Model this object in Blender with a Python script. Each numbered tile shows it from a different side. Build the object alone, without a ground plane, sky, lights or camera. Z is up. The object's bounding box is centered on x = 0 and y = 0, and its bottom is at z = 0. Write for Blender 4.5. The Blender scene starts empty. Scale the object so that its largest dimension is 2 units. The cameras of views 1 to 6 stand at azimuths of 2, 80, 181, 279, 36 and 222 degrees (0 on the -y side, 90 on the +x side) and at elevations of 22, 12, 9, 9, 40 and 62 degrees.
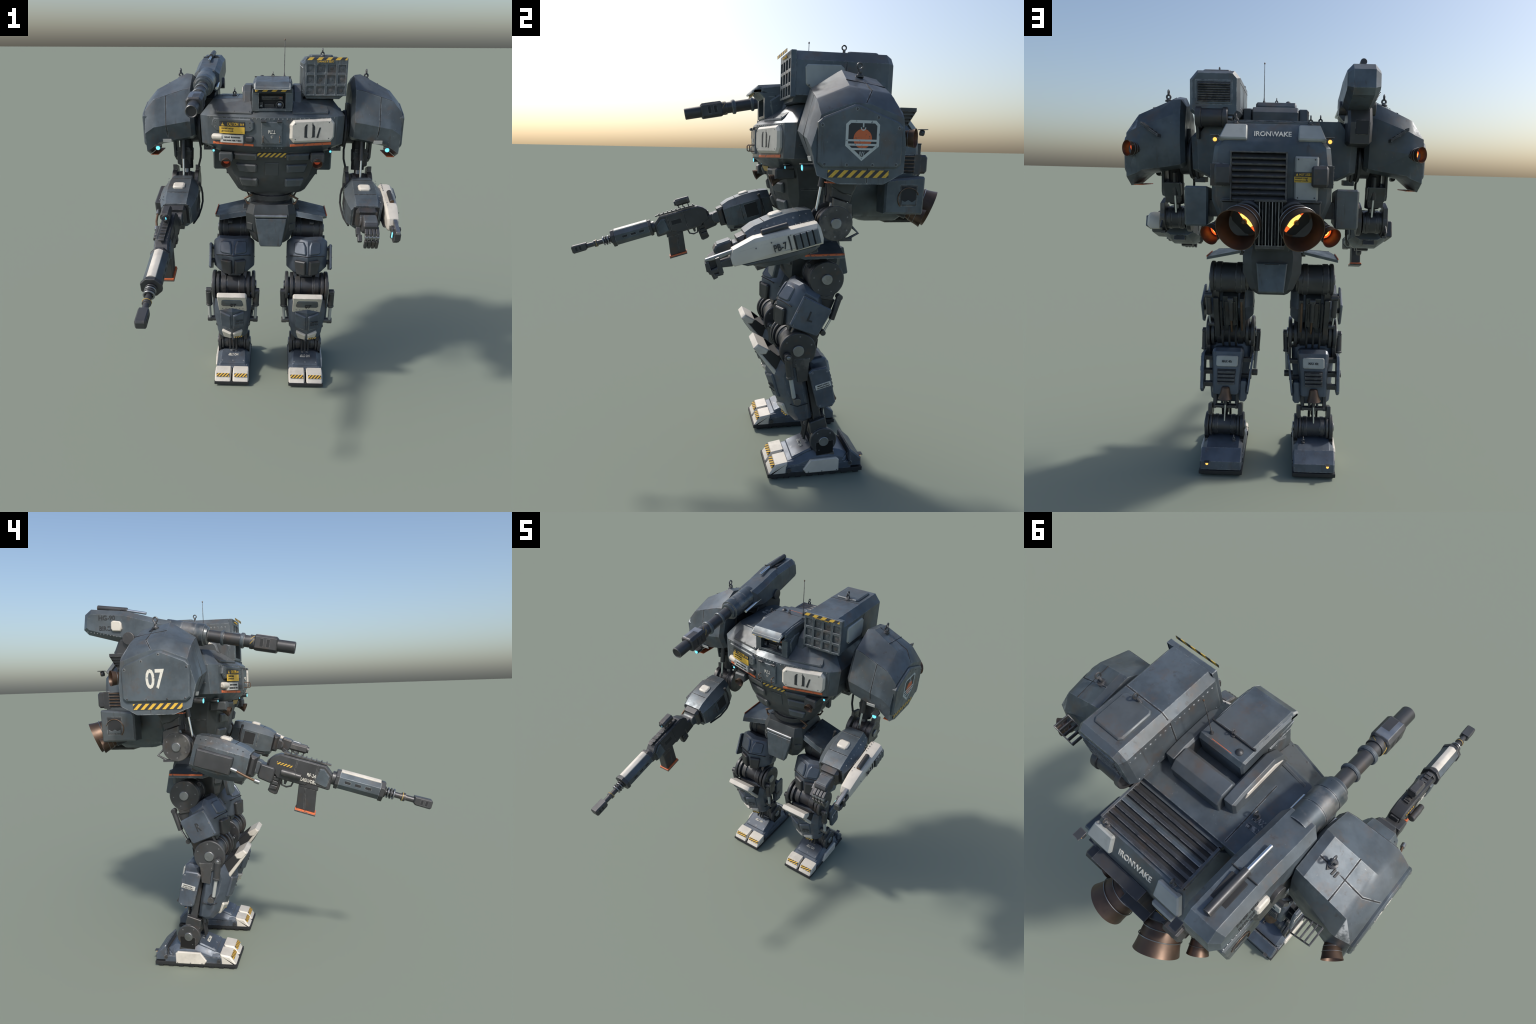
import bpy, bmesh, math, random
from mathutils import Vector, Matrix
random.seed(7)

# ------------------------------------------------------------------ materials
def nt_new(name):
    m = bpy.data.materials.new(name); m.use_nodes = True
    t = m.node_tree; t.nodes.clear()
    out = t.nodes.new('ShaderNodeOutputMaterial')
    b = t.nodes.new('ShaderNodeBsdfPrincipled')
    t.links.new(b.outputs[0], out.inputs[0])
    return m, t, b

def N(t, kind, **kw):
    n = t.nodes.new(kind)
    for k, v in kw.items():
        if k in n.inputs.keys(): n.inputs[k].default_value = v
        else: setattr(n, k, v)
    return n

def ramp(t, src, lo, hi):
    n = t.nodes.new('ShaderNodeMapRange'); n.interpolation_type = 'SMOOTHSTEP'
    n.inputs['From Min'].default_value = lo; n.inputs['From Max'].default_value = hi
    t.links.new(src, n.inputs['Value']); return n.outputs[0]

def mix(t, fac, a, b, mode='MIX'):
    n = t.nodes.new('ShaderNodeMix'); n.data_type = 'RGBA'; n.blend_type = mode
    for sock, v in ((n.inputs[0], fac), (n.inputs[6], a), (n.inputs[7], b)):
        if isinstance(v, bpy.types.NodeSocket): t.links.new(v, sock)
        elif isinstance(v, (int, float)): sock.default_value = v
        else: sock.default_value = (*v, 1)
    return n.outputs[2]

def mul(t, a, b, op='MULTIPLY'):
    n = t.nodes.new('ShaderNodeMath'); n.operation = op; n.use_clamp = True
    for i, v in enumerate((a, b)):
        if isinstance(v, bpy.types.NodeSocket): t.links.new(v, n.inputs[i])
        else: n.inputs[i].default_value = v
    return n.outputs[0]

def noise(t, vec, scale, detail=4, rough=.55, off=0):
    mp = t.nodes.new('ShaderNodeMapping'); mp.inputs['Location'].default_value = (off, off * 1.7, off * .6)
    t.links.new(vec, mp.inputs[0])
    n = N(t, 'ShaderNodeTexNoise', Scale=scale, Detail=detail, Roughness=rough)
    t.links.new(mp.outputs[0], n.inputs['Vector']); return n.outputs['Fac']

def paint(name, col, rough=.45, metal=.25, vary=.16, stain=(.075, .052, .038), stain_amt=.5,
          wear=(.30, .31, .32), wear_amt=.6, chip=0., base2=None, warm=0., streak=0.):
    """painted armour: cloudy tone, brownish staining, rubbed edges and a few chips"""
    m, t, b = nt_new(name)
    co = t.nodes.new('ShaderNodeTexCoord').outputs['Object']
    big = noise(t, co, 7, 5, .6)
    lo = tuple(c * (1 - vary) for c in col); hi = tuple(min(1, c * (1 + vary)) for c in col)
    c = mix(t, ramp(t, big, .35, .68), lo, hi)
    if base2:
        c = mix(t, mul(t, ramp(t, noise(t, co, 9, 4, .6, 3.1), .50, .62), .8), c, base2)
    if warm: c = mix(t, mul(t, ramp(t, noise(t, co, 3.6, 4, .6, 7.7), .46, .66), warm), c, tuple(x * y for x, y in zip(col, (1.22, 1.02, .84))))
    st = mul(t, ramp(t, noise(t, co, 11, 6, .68, 5.3), .51, .72), stain_amt)
    c = mix(t, st, c, stain)
    if streak:
        mp = t.nodes.new('ShaderNodeMapping'); mp.inputs['Scale'].default_value = (46, 46, 5); t.links.new(co, mp.inputs[0])
        sn = N(t, 'ShaderNodeTexNoise', Scale=1., Detail=4, Roughness=.65); t.links.new(mp.outputs[0], sn.inputs['Vector'])
        sm = mul(t, mul(t, ramp(t, sn.outputs['Fac'], .54, .72), ramp(t, noise(t, co, 5, 3, .6, 9.2), .44, .62)), streak)
        c = mix(t, sm, c, (.058, .048, .042))
    if chip:
        ch = mul(t, ramp(t, noise(t, co, 130, 3, .7, 1.3), .66, .70), ramp(t, noise(t, co, 15, 3, .6, 8.), .50, .60))
        c = mix(t, mul(t, ch, chip), c, wear)
    bv = N(t, 'ShaderNodeBevel', samples=4); bv.inputs['Radius'].default_value = .0055
    ge = t.nodes.new('ShaderNodeNewGeometry')
    dt = t.nodes.new('ShaderNodeVectorMath'); dt.operation = 'DOT_PRODUCT'
    t.links.new(bv.outputs[0], dt.inputs[0]); t.links.new(ge.outputs['True Normal'], dt.inputs[1])
    edge = ramp(t, mul(t, 1.0, dt.outputs['Value'], 'SUBTRACT'), .02, .16)
    w = mul(t, mul(t, edge, ramp(t, noise(t, co, 34, 4, .7, 2.2), .40, .58)), wear_amt)
    c = mix(t, w, c, wear)
    t.links.new(c, b.inputs['Base Color'])
    rr = t.nodes.new('ShaderNodeMapRange'); t.links.new(noise(t, co, 24, 5, .6, 4.4), rr.inputs[0])
    rr.inputs['From Min'].default_value = .3; rr.inputs['From Max'].default_value = .7
    rr.inputs['To Min'].default_value = rough - .08; rr.inputs['To Max'].default_value = rough + .12
    t.links.new(rr.outputs[0], b.inputs['Roughness'])
    b.inputs['Metallic'].default_value = metal
    bp = N(t, 'ShaderNodeBump', Strength=.05, Distance=.002)
    t.links.new(noise(t, co, 160, 3), bp.inputs['Height']); t.links.new(bp.outputs[0], b.inputs['Normal'])
    return m

def plain(name, col, rough=.5, metal=0., emit=None, strength=0.):
    m, t, b = nt_new(name)
    b.inputs['Base Color'].default_value = (*col, 1); b.inputs['Roughness'].default_value = rough
    b.inputs['Metallic'].default_value = metal
    if emit:
        b.inputs['Emission Color'].default_value = (*emit, 1); b.inputs['Emission Strength'].default_value = strength
    return m

def worn_flat(name, col, under, amount=.52, rough=.55, scale=90):
    """thin stencil or decal paint, specked with the colour underneath"""
    m, t, b = nt_new(name)
    co = t.nodes.new('ShaderNodeTexCoord').outputs['Object']
    k = ramp(t, noise(t, co, scale, 4, .7, 1.1), amount + .07, amount + .12)
    t.links.new(mix(t, k, col, under), b.inputs['Base Color']); b.inputs['Roughness'].default_value = rough
    return m

def hazard(name, yel, blk, period):
    """diagonal warning stripes in the plane of the plate (object x, y)"""
    m, t, b = nt_new(name)
    co = t.nodes.new('ShaderNodeTexCoord').outputs['Object']
    sp = t.nodes.new('ShaderNodeSeparateXYZ'); t.links.new(co, sp.inputs[0])
    a = t.nodes.new('ShaderNodeMath'); a.operation = 'SUBTRACT'
    t.links.new(sp.outputs[0], a.inputs[0]); t.links.new(sp.outputs[1], a.inputs[1])
    d = t.nodes.new('ShaderNodeMath'); d.operation = 'DIVIDE'; t.links.new(a.outputs[0], d.inputs[0]); d.inputs[1].default_value = period
    f = t.nodes.new('ShaderNodeMath'); f.operation = 'FRACT'; t.links.new(d.outputs[0], f.inputs[0])
    g = t.nodes.new('ShaderNodeMath'); g.operation = 'GREATER_THAN'; t.links.new(f.outputs[0], g.inputs[0]); g.inputs[1].default_value = .5
    k = ramp(t, noise(t, co, 110, 4, .7, 1.1), .62, .66)
    c = mix(t, g.outputs[0], yel, blk); c = mix(t, mul(t, k, .8), c, (.05, .055, .06))
    t.links.new(c, b.inputs['Base Color']); b.inputs['Roughness'].default_value = .55
    return m

def heat_metal(name, cold, hot):
    m, t, b = nt_new(name)
    co = t.nodes.new('ShaderNodeTexCoord').outputs['Object']
    c = mix(t, ramp(t, noise(t, co, 10, 5, .6), .35, .7), cold, hot)
    t.links.new(c, b.inputs['Base Color']); b.inputs['Metallic'].default_value = .75; b.inputs['Roughness'].default_value = .46
    return m

ARMOR = paint('blue_grey_paint', (.088, .109, .127), .40, .32, vary=.24, stain=(.128, .090, .066), stain_amt=.55, wear=(.36, .38, .39), wear_amt=1., warm=.45, streak=.6, chip=.3)
LEGBLUE = paint('slate_blue_paint', (.086, .106, .136), .40, .30, vary=.20, stain=(.11, .082, .064), stain_amt=.5, wear=(.38, .39, .40), wear_amt=1., chip=.35, streak=.5)
BARE = paint('rubbed_paint', (.088, .107, .122), .30, .5, vary=.2, base2=(.19, .19, .185), stain_amt=.5, wear=(.4, .4, .4), wear_amt=.9)
ARMOR_WORN = paint('scuffed_blue_paint', (.088, .107, .136), .37, .32, chip=.6, wear_amt=.8)
DECK = paint('grey_paint', (.088, .103, .116), .42, .3, vary=.24, stain=(.128, .088, .064), stain_amt=.6, warm=.5, streak=.6)
ABDO = paint('dark_grey_paint', (.060, .067, .071), .48, .28, stain_amt=.45, streak=.5, wear_amt=.7)
FRAME = paint('gunmetal', (.066, .068, .072), .40, .5, wear=(.27, .27, .27), wear_amt=.9, stain=(.11, .075, .052), stain_amt=.5)
JOINT = paint('joint_metal', (.078, .078, .080), .38, .5, base2=(.14, .135, .128), stain_amt=.7, wear=(.3, .29, .28), wear_amt=.8)
WHITE = paint('off_white_paint', (.60, .565, .50), .5, .05, vary=.09, stain=(.30, .27, .23), stain_amt=.3, wear=(.10, .11, .125), wear_amt=.75)
PALE = paint('pale_grey_paint', (.36, .375, .36), .5, .1, vary=.1, stain=(.18, .18, .17), stain_amt=.4, wear=(.10, .11, .12), wear_amt=.7)
BLACK = plain('rubber', (.018, .019, .021), .6)
VOID = plain('dark_recess', (.020, .021, .023), .7)
CHROME = plain('polished_steel', (.62, .65, .68), .22, 1.)
STEEL = paint('bare_steel', (.30, .31, .32), .35, .9, stain_amt=.3)
BRONZE = heat_metal('burnt_bronze', (.095, .066, .050), (.155, .102, .074))
RUST = paint('rusty_steel', (.13, .080, .050), .5, .6, stain_amt=.3)
ORANGE = worn_flat('orange_paint', (.62, .14, .045), (.15, .08, .06), .50, scale=60)
YELLOW = worn_flat('yellow_decal', (.66, .42, .045), (.05, .05, .05), .56)
DECALBLK = plain('black_decal', (.030, .032, .035), .55)
INK = worn_flat('stencil_black', (.026, .028, .031), (.2, .2, .2), .58)
LETTER = worn_flat('stencil_white', (.66, .64, .57), (.10, .11, .125), .52)
LETTER_DIM = worn_flat('faded_stencil', (.30, .31, .31), (.10, .11, .13), .45)
HAZ_BIG = hazard('hazard_stripes_large', (.72, .44, .05), (.035, .037, .042), .0335)
HAZ_MID = hazard('hazard_stripes_medium', (.66, .42, .06), (.035, .037, .042), .0265)
HAZ_WIDE = hazard('hazard_stripes_wide', (.66, .42, .06), (.035, .037, .042), .046)
HAZ_TOE = hazard('hazard_stripes_small', (.72, .42, .04), (.018, .019, .021), .0195)
HAZ_TINY = hazard('hazard_stripes_tiny', (.70, .42, .045), (.035, .037, .042), .0150)
CYAN = plain('cyan_lamp', (.3, .9, 1.), .3, emit=(.10, .62, .85), strength=1.1)
AMBER = plain('amber_lamp', (1., .6, .2), .3, emit=(1., .42, .06), strength=1.6)
GLOW = plain('furnace_glow', (1., .25, .05), .4, emit=(1., .10, .015), strength=1.3)
GLOWHOT = plain('white_hot_glow', (1., .6, .2), .4, emit=(1., .50, .10), strength=2.2)
EMBER = plain('dull_ember', (.5, .08, .03), .5, emit=(1., .10, .02), strength=.12)
SHADEBLK = plain('painted_black_shading', (.002, .002, .002), .9)
LENS = plain('lens_glass', (.25, .27, .3), .06, .7)
EMBLEM = worn_flat('badge_paint', (.50, .53, .51), (.10, .115, .13), .54)
LABEL = worn_flat('paper_label', (.52, .52, .49), (.2, .2, .19), .60, scale=50)

# ------------------------------------------------------------------ geometry helpers
def V(*a): return Vector(a)

def inset_poly(P, d):
    """move every edge of a 2D polygon inwards by d"""
    if abs(d) < 1e-9: return [tuple(p) for p in P]
    n = len(P); A = sum(P[i][0] * P[(i + 1) % n][1] - P[(i + 1) % n][0] * P[i][1] for i in range(n))
    s = 1 if A > 0 else -1; out = []
    for i in range(n):
        a, b, c = Vector(P[i - 1]), Vector(P[i]), Vector(P[(i + 1) % n])
        e1 = (b - a).normalized(); e2 = (c - b).normalized()
        n1 = Vector((-e1.y, e1.x)) * s; n2 = Vector((-e2.y, e2.x)) * s
        k = max(.35, 1 + n1.dot(n2)); v = b + (n1 + n2) * (d / k); out.append((v.x, v.y))
    return out

class Part:
    """collects solids into one mesh object; frame maps local (x, a, b) to the world"""
    def __init__(s, name, parent, mat, frame=None, mirror=False):
        s.name, s.parent, s.frame, s.mirror = name, parent, frame, mirror
        s.mats = [mat]; s.v = []; s.f = []; s.fm = []
    def P(s, p):
        p = Vector(p)
        if s.frame: p = s.frame(p)
        if s.mirror: p = Vector((-p.x, p.y, p.z))
        return p
    def mi(s, m):
        if m is None: return 0
        if m not in s.mats: s.mats.append(m)
        return s.mats.index(m)
    def add(s, verts, faces, mat=None):
        o = len(s.v); s.v += [s.P(p) for p in verts]
        k = s.mi(mat)
        for f in faces: s.f.append([o + i for i in f]); s.fm.append(k)
    def loft(s, rings, mat=None, caps=(True, True)):
        n = len(rings[0]); v = [p for r in rings for p in r]; f = []
        for i in range(len(rings) - 1):
            for j in range(n):
                a, b = i * n + j, i * n + (j + 1) % n
                f.append([a, b, b + n, a + n])
        if caps[0]: f.append(list(range(n))[::-1])
        if caps[1]: f.append([(len(rings) - 1) * n + j for j in range(n)])
        s.add(v, f, mat)
    def prism(s, prof, x0, x1, ch=0., mat=None, chl=None):
        """profile in (a, b), extruded from x0 to x1, ends chamfered by ch over length chl"""
        chl = ch if chl is None else chl
        if ch:
            d = chl if x1 > x0 else -chl
            st = [(x0, ch), (x0 + d, 0), (x1 - d, 0), (x1, ch)]
        else: st = [(x0, 0), (x1, 0)]
        s.loft([[(x, a, b) for a, b in inset_poly(prof, i)] for x, i in st], mat)
    def box(s, x0, x1, y0, y1, z0, z1, mat=None):
        s.prism([(y0, z0), (y1, z0), (y1, z1), (y0, z1)], x0, x1, 0, mat)
    def lathe(s, p0, d, prof, seg=28, mat=None):
        """profile of (height along d, radius)"""
        p0, d = Vector(p0), Vector(d).normalized()
        u = d.orthogonal().normalized(); w = d.cross(u); rings = []
        for h, r in prof:
            rings.append([p0 + d * h + (u * math.cos(2 * math.pi * (j + .5) / seg) + w * math.sin(2 * math.pi * (j + .5) / seg)) * max(r, 1e-4) for j in range(seg)])
        s.loft(rings, mat)
    def cyl(s, p0, p1, r, r1=None, seg=28, mat=None):
        p0, p1 = Vector(p0), Vector(p1)
        s.lathe(p0, p1 - p0, [(0, r), ((p1 - p0).length, r if r1 is None else r1)], seg, mat)
    def xcyl(s, x0, x1, a, b, r, seg=32, mat=None, ch=0.):
        x0, x1 = min(x0, x1), max(x0, x1)
        pr = [(0, r), (x1 - x0, r)] if not ch else [(0, r - ch), (ch, r), (x1 - x0 - ch, r), (x1 - x0, r - ch)]
        s.lathe((x0, a, b), (1, 0, 0), pr, seg, mat)
    def tube(s, pts, r, seg=8, mat=None):
        pts = [Vector(p) for p in pts]; rings = []; up = None
        for i, p in enumerate(pts):
            d = (pts[min(i + 1, len(pts) - 1)] - pts[max(i - 1, 0)]).normalized()
            if up is None: up = d.orthogonal().normalized()
            u = (up - d * up.dot(d)).normalized(); up = u; w = d.cross(u)
            rings.append([p + (u * math.cos(2 * math.pi * j / seg) + w * math.sin(2 * math.pi * j / seg)) * r for j in range(seg)])
        s.loft(rings, mat)
    def torus(s, c, axis, R, r, seg=20, ts=8, mat=None):
        c, d = Vector(c), Vector(axis).normalized(); u = d.orthogonal().normalized(); w = d.cross(u)
        v = []; f = []
        for i in range(seg):
            a = 2 * math.pi * i / seg; e = u * math.cos(a) + w * math.sin(a)
            for j in range(ts):
                q = 2 * math.pi * j / ts; v.append(c + e * (R + r * math.cos(q)) + d * (r * math.sin(q)))
        for i in range(seg):
            for j in range(ts):
                f.append([i * ts + j, ((i + 1) % seg) * ts + j, ((i + 1) % seg) * ts + (j + 1) % ts, i * ts + (j + 1) % ts])
        s.add(v, f, mat)
    def pad(s, pts, out, h, ch=.004, sink=.006, mat=None):
        """raised plate on the polygon pts (3D, nearly flat), top edge chamfered"""
        pts = [Vector(p) for p in pts]; c = sum(pts, Vector()) / len(pts); out = Vector(out).normalized()
        nrm = Vector()
        for i in range(len(pts)): nrm += (pts[i] - c).cross(pts[(i + 1) % len(pts)] - c)
        nrm.normalize()
        if nrm.dot(out) < 0: nrm = -nrm
        u = (pts[1] - pts[0]).normalized(); u = (u - nrm * u.dot(nrm)).normalized(); w = nrm.cross(u)
        Q = [((p - c).dot(u), (p - c).dot(w)) for p in pts]; ofs = [(p - c).dot(nrm) for p in pts]
        def ring(d, k): return [c + u * a + w * b + nrm * (o + k) for (a, b), o in zip(inset_poly(Q, d), ofs)]
        s.loft([ring(0, -sink), ring(0, h - ch), ring(ch, h)], mat)
    def bolts(s, pts, out, r=.004, h=.003, mat=None):
        for p in pts:
            s.lathe(Vector(p) - Vector(out).normalized() * .002, out, [(0, r), (h, r), (h + .002, r * .6)], 10, mat)
    def seam(s, pts, out, w=.003, h=.0012, mat=None):
        """panel joint: a thin dark bead following the surface"""
        out = Vector(out).normalized(); pts = [Vector(p) for p in pts]; rings = []
        for i, p in enumerate(pts):
            d = (pts[min(i + 1, len(pts) - 1)] - pts[max(i - 1, 0)]).normalized(); n = d.cross(out).normalized() * (w / 2)
            rings.append([p - n - out * .004, p + n - out * .004, p + n + out * h, p - n + out * h])
        s.loft(rings, mat or VOID)
    def done(s, bevel=.0022, seg=2, smooth=True):
        me = bpy.data.meshes.new(s.name); me.from_pydata([tuple(p) for p in s.v], [], s.f)
        for m in s.mats: me.materials.append(m)
        me.polygons.foreach_set('material_index', s.fm); me.update()
        bm = bmesh.new(); bm.from_mesh(me); bmesh.ops.recalc_face_normals(bm, faces=bm.faces); bm.to_mesh(me); bm.free()
        if smooth: me.polygons.foreach_set('use_smooth', [True] * len(me.polygons))
        ob = bpy.data.objects.new(s.name, me); bpy.context.collection.objects.link(ob); ob.parent = s.parent
        if bevel:
            b = ob.modifiers.new('bevel', 'BEVEL'); b.width = bevel; b.segments = seg; b.limit_method = 'ANGLE'
            b.angle_limit = math.radians(28); b.harden_normals = smooth; b.use_clamp_overlap = True
        elif smooth: me.set_sharp_from_angle(angle=math.radians(35))
        return ob

def basis(center, xdir, up):
    x = Vector(xdir).normalized(); y = Vector(up); y = (y - x * y.dot(x)).normalized(); z = x.cross(y)
    m = Matrix((x, y, z)).transposed().to_4x4(); m.translation = Vector(center); return m

def decal(name, parent, center, xdir, up, w, h, mat, t=.0016):
    """thin printed plate in its own x-y plane"""
    p = Part(name, None, mat); p.box(-w / 2, w / 2, -h / 2, h / 2, -.0012, t)
    ob = p.done(0, smooth=False); ob.matrix_world = basis(center, xdir, up); ob.parent = parent
    return ob

def lettering(body, parent, center, xdir, up, size, mat, t=.0009, width=None, name='lettering', stencil=False):
    cu = bpy.data.curves.new(name, 'FONT'); cu.body = body; cu.size = size; cu.extrude = t; cu.align_x = 'CENTER'; cu.align_y = 'CENTER'
    cu.resolution_u = 3; cu.offset = size * .020
    ob = bpy.data.objects.new(name, cu); bpy.context.collection.objects.link(ob)
    bpy.context.view_layer.update()
    me = bpy.data.meshes.new_from_object(ob); bpy.data.objects.remove(ob); bpy.data.curves.remove(cu)
    xs = [v.co.x for v in me.vertices]; ys = [v.co.y for v in me.vertices]
    cx, cy, wx, hy = (min(xs) + max(xs)) / 2, (min(ys) + max(ys)) / 2, max(xs) - min(xs), max(ys) - min(ys)
    sx = (width / wx) if width else 1.; sy = size / hy if width else 1.
    for v in me.vertices: v.co.x = (v.co.x - cx) * sx; v.co.y = (v.co.y - cy) * sy
    me.materials.clear(); me.materials.append(mat)
    o = bpy.data.objects.new(name, me); bpy.context.collection.objects.link(o)
    o.matrix_world = basis(center, xdir, up); o.parent = parent
    return o

def yz_frame(oy, oz, deg):
    """limb frame: local (x, s along the limb forwards, t upwards), pitched down by deg"""
    c, q = math.cos(math.radians(deg)), math.sin(math.radians(deg))
    return lambda p: Vector((p.x, oy - c * p.y - q * p.z, oz - q * p.y + c * p.z))

def empty(name):
    o = bpy.data.objects.new(name, None); bpy.context.collection.objects.link(o); return o

robot = empty('combat_robot')
robot['label'] = 'blue-grey armoured walking robot with shoulder cannon and rifle'
robot['category'] = 'battle robot'

def lifting_eye(parent, x, y, z, h=.045, facing=(1, 0, 0)):
    p = Part('lifting_eye', parent, FRAME)
    k = h / .045
    p.lathe((x, y, z - .004), (0, 0, 1), [(0, .014 * k), (.007, .014 * k), (.009, .009 * k), (.013 * k, .008 * k)], 14)
    p.torus((x, y, z + .015 * k), (0, 1, 0), .0078 * k, .0040 * k, 18, 8)
    p.torus((x, y, z + h - .0125 * k), (1, 0, 0), .0095 * k, .0031 * k, 20, 8)
    return p.done(0)

# ------------------------------------------------------------------ torso
def ring(z, cx, cy, fx, fy, sx, sy, by, bx, byy):
    """half outline of a torso section: centre facet, front corner, side corner, back corner, back"""
    h = [(cx, cy), (fx, fy), (sx, sy), (sx, by), (bx, byy)]
    return [(x, y, z) for x, y in h] + [(-x, y, z) for x, y in reversed(h)]

def chest_y(x):
    return .035 + max(0, abs(x) - .065) * .262
def on_chest(x, z, off=0.): return V(x, chest_y(x) - off, z)
def chest_out(x): return V(.26 if x > .07 else (-.26 if x < -.07 else 0), -1, 0)

torso = Part('torso', robot, ARMOR)
torso.loft([ring(1.447, .06, .083, .25, .122, .290, .158, .47, .27, .49),
            ring(1.486, .062, .0345, .331, .104, .370, .141, .47, .34, .50),
            ring(1.630, .065, .0355, .335, .1055, .377, .149, .47, .345, .50),
            ring(1.708, .055, .140, .275, .165, .311, .192, .445, .29, .50)])
# panel joints on the flanks and deck
for s in (-1, 1):
    torso.seam([(s * .372, .16, 1.540), (s * .372, .30, 1.540)], (s, 0, 0))
    torso.seam([(s * .19, .49, 1.708), (s * .19, .36, 1.708), (s * .19, .24, 1.708)], (0, 0, 1), .004)
torso_ob = torso.done(.004)

rv = Part('rivet', torso_ob, ARMOR)
for i in range(30):
    x = -.32 + .64 * i / 29
    rv.bolts([on_chest(x, 1.622, -.001)], chest_out(x), .0040, .0025)
for i in range(6): rv.bolts([V(-.05 + .02 * i, .040, 1.478)], (0, -1, 0), .0032, .002)
rv.done(0)['kind'] = 'stuff'

for s in (-1, 1):          # bolted deck plates beside the head
    p = Part('deck_plate', torso_ob, DECK)
    def dk(x, y): return V(s * x, y, 1.630 + (y - .040 - max(0, x - .065) * .25) * .82)
    q = [(.104, .062, 1.641), (.284, .104, 1.641), (.291, .118, 1.650), (.262, .190, 1.704), (.108, .165, 1.707), (.097, .075, 1.650)]
    p.pad([V(s * x, y, z) for x, y, z in q], (0, -.6, 1), .011, .005, .016)
    for x, y in ((.115, .07), (.195, .09), (.275, .11)):
        p.bolts([dk(x, y) + V(0, -.007, .012)], (0, -.6, 1), .003, .002)
    p.done(.002)

# caution plate, name plate and fittings on the right breast
p = Part('caution_plate', torso_ob, ARMOR)
cp = [(-.305, 1.612), (-.295, 1.622), (-.108, 1.622), (-.090, 1.606), (-.090, 1.572), (-.108, 1.557), (-.290, 1.560), (-.312, 1.585)]
p.pad([on_chest(x, z) for x, z in cp], chest_out(-.2), .013, .005)
for x in (-.292, -.112):
    p.bolts([on_chest(x, 1.603, .013), on_chest(x, 1.580, .013)], chest_out(-.2), .0038, .002, VOID)
cap_ob = p.done(.002)
xd = V(1, -.262, 0)
decal('warning_label', cap_ob, on_chest(-.204, 1.564, .0150), xd, (0, 0, 1), .136, .034, YELLOW)
decal('warning_label', cap_ob, on_chest(-.204, 1.594, .0150), xd, (0, 0, 1), .136, .026, DECALBLK)
lettering('CAUTION', cap_ob, on_chest(-.200, 1.594, .0172), xd, (0, 0, 1), .016, YELLOW, width=.060)
lettering('注意', cap_ob, on_chest(-.152, 1.594, .0172), xd, (0, 0, 1), .011, YELLOW, width=.022)
lettering('▲', cap_ob, on_chest(-.252, 1.594, .0172), xd, (0, 0, 1), .016, YELLOW, width=.018)
lettering('COCKPIT HATCH', cap_ob, on_chest(-.228, 1.572, .0170), xd, (0, 0, 1), .008, DECALBLK, width=.064)
lettering('JETTISON LINE', cap_ob, on_chest(-.228, 1.558, .0170), xd, (0, 0, 1), .007, DECALBLK, width=.064)
p = Part('name_plate', torso_ob, LABEL)
p.pad([on_chest(x, z) for x, z in ((-.262, 1.540), (-.143, 1.540), (-.143, 1.500), (-.262, 1.500))], chest_out(-.2), .016, .001)
p.bolts([on_chest(x, z, .016) for x in (-.257, -.148) for z in (1.535, 1.505)], chest_out(-.2), .002, .001, FRAME)
np_ob = p.done(.001)
lettering('RGV-07  IRONWAKE', np_ob, on_chest(-.203, 1.528, .0172), xd, (0, 0, 1), .008, INK, width=.085)
lettering('BULWARK PIER 7  MAX', np_ob, on_chest(-.203, 1.512, .0172), xd, (0, 0, 1), .008, INK, width=.098)
p = Part('chest_canister', torso_ob, WHITE)
a, b = on_chest(-.312, 1.526, .004), on_chest(-.255, 1.526, .004)
p.lathe(a, b - a, [(0, .009), (.006, .015), (.010, .0165), (.06, .0165)], 24); p.done(.001)
p = Part('chest_knob', torso_ob, FRAME)
p.pad([on_chest(x, z) for x, z in ((-.130, 1.535), (-.096, 1.535), (-.090, 1.522), (-.096, 1.504), (-.130, 1.504), (-.136, 1.522))], chest_out(-.1), .016, .006); p.done(.002)

# white number plate on the left breast
p = Part('number_plate', torso_ob, WHITE)
npl = [(.107, 1.618), (.298, 1.622), (.317, 1.600), (.317, 1.530), (.300, 1.506), (.107, 1.506), (.089, 1.528), (.089, 1.596)]
p.pad([on_chest(x, z) for x, z in npl], chest_out(.2), .020, .010)
bo = [(.118, 1.600), (.205, 1.602), (.290, 1.604), (.118, 1.524), (.290, 1.524)]
p.bolts([on_chest(x, z, .018) for x, z in bo], chest_out(.2), .0045, .003, FRAME)
wp = p.done(.003)
xl = V(1, .262, 0)
for x, w in ((.176, .014), (.206, .014)):   # worn zero: two broken bars
    p = Part('stencil_number', wp, INK)
    k = 1 if x < .19 else -1
    q = [(x - k * .012, 1.532), (x - k * .012, 1.585), (x - k * .004, 1.597), (x + k * .006, 1.597), (x + k * .002, 1.590), (x + k * .002, 1.537), (x + k * .006, 1.530)]
    p.pad([on_chest(a, z, .0200) for a, z in q], chest_out(.2), .0012, .0002, .002); p.done(0, smooth=False)
p = Part('stencil_number', wp, INK)
p.pad([on_chest(a, z, .0200) for a, z in ((.226, 1.530), (.240, 1.580), (.249, 1.580), (.236, 1.528))], chest_out(.2), .0012, .0002, .002); p.done(0, smooth=False)

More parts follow.
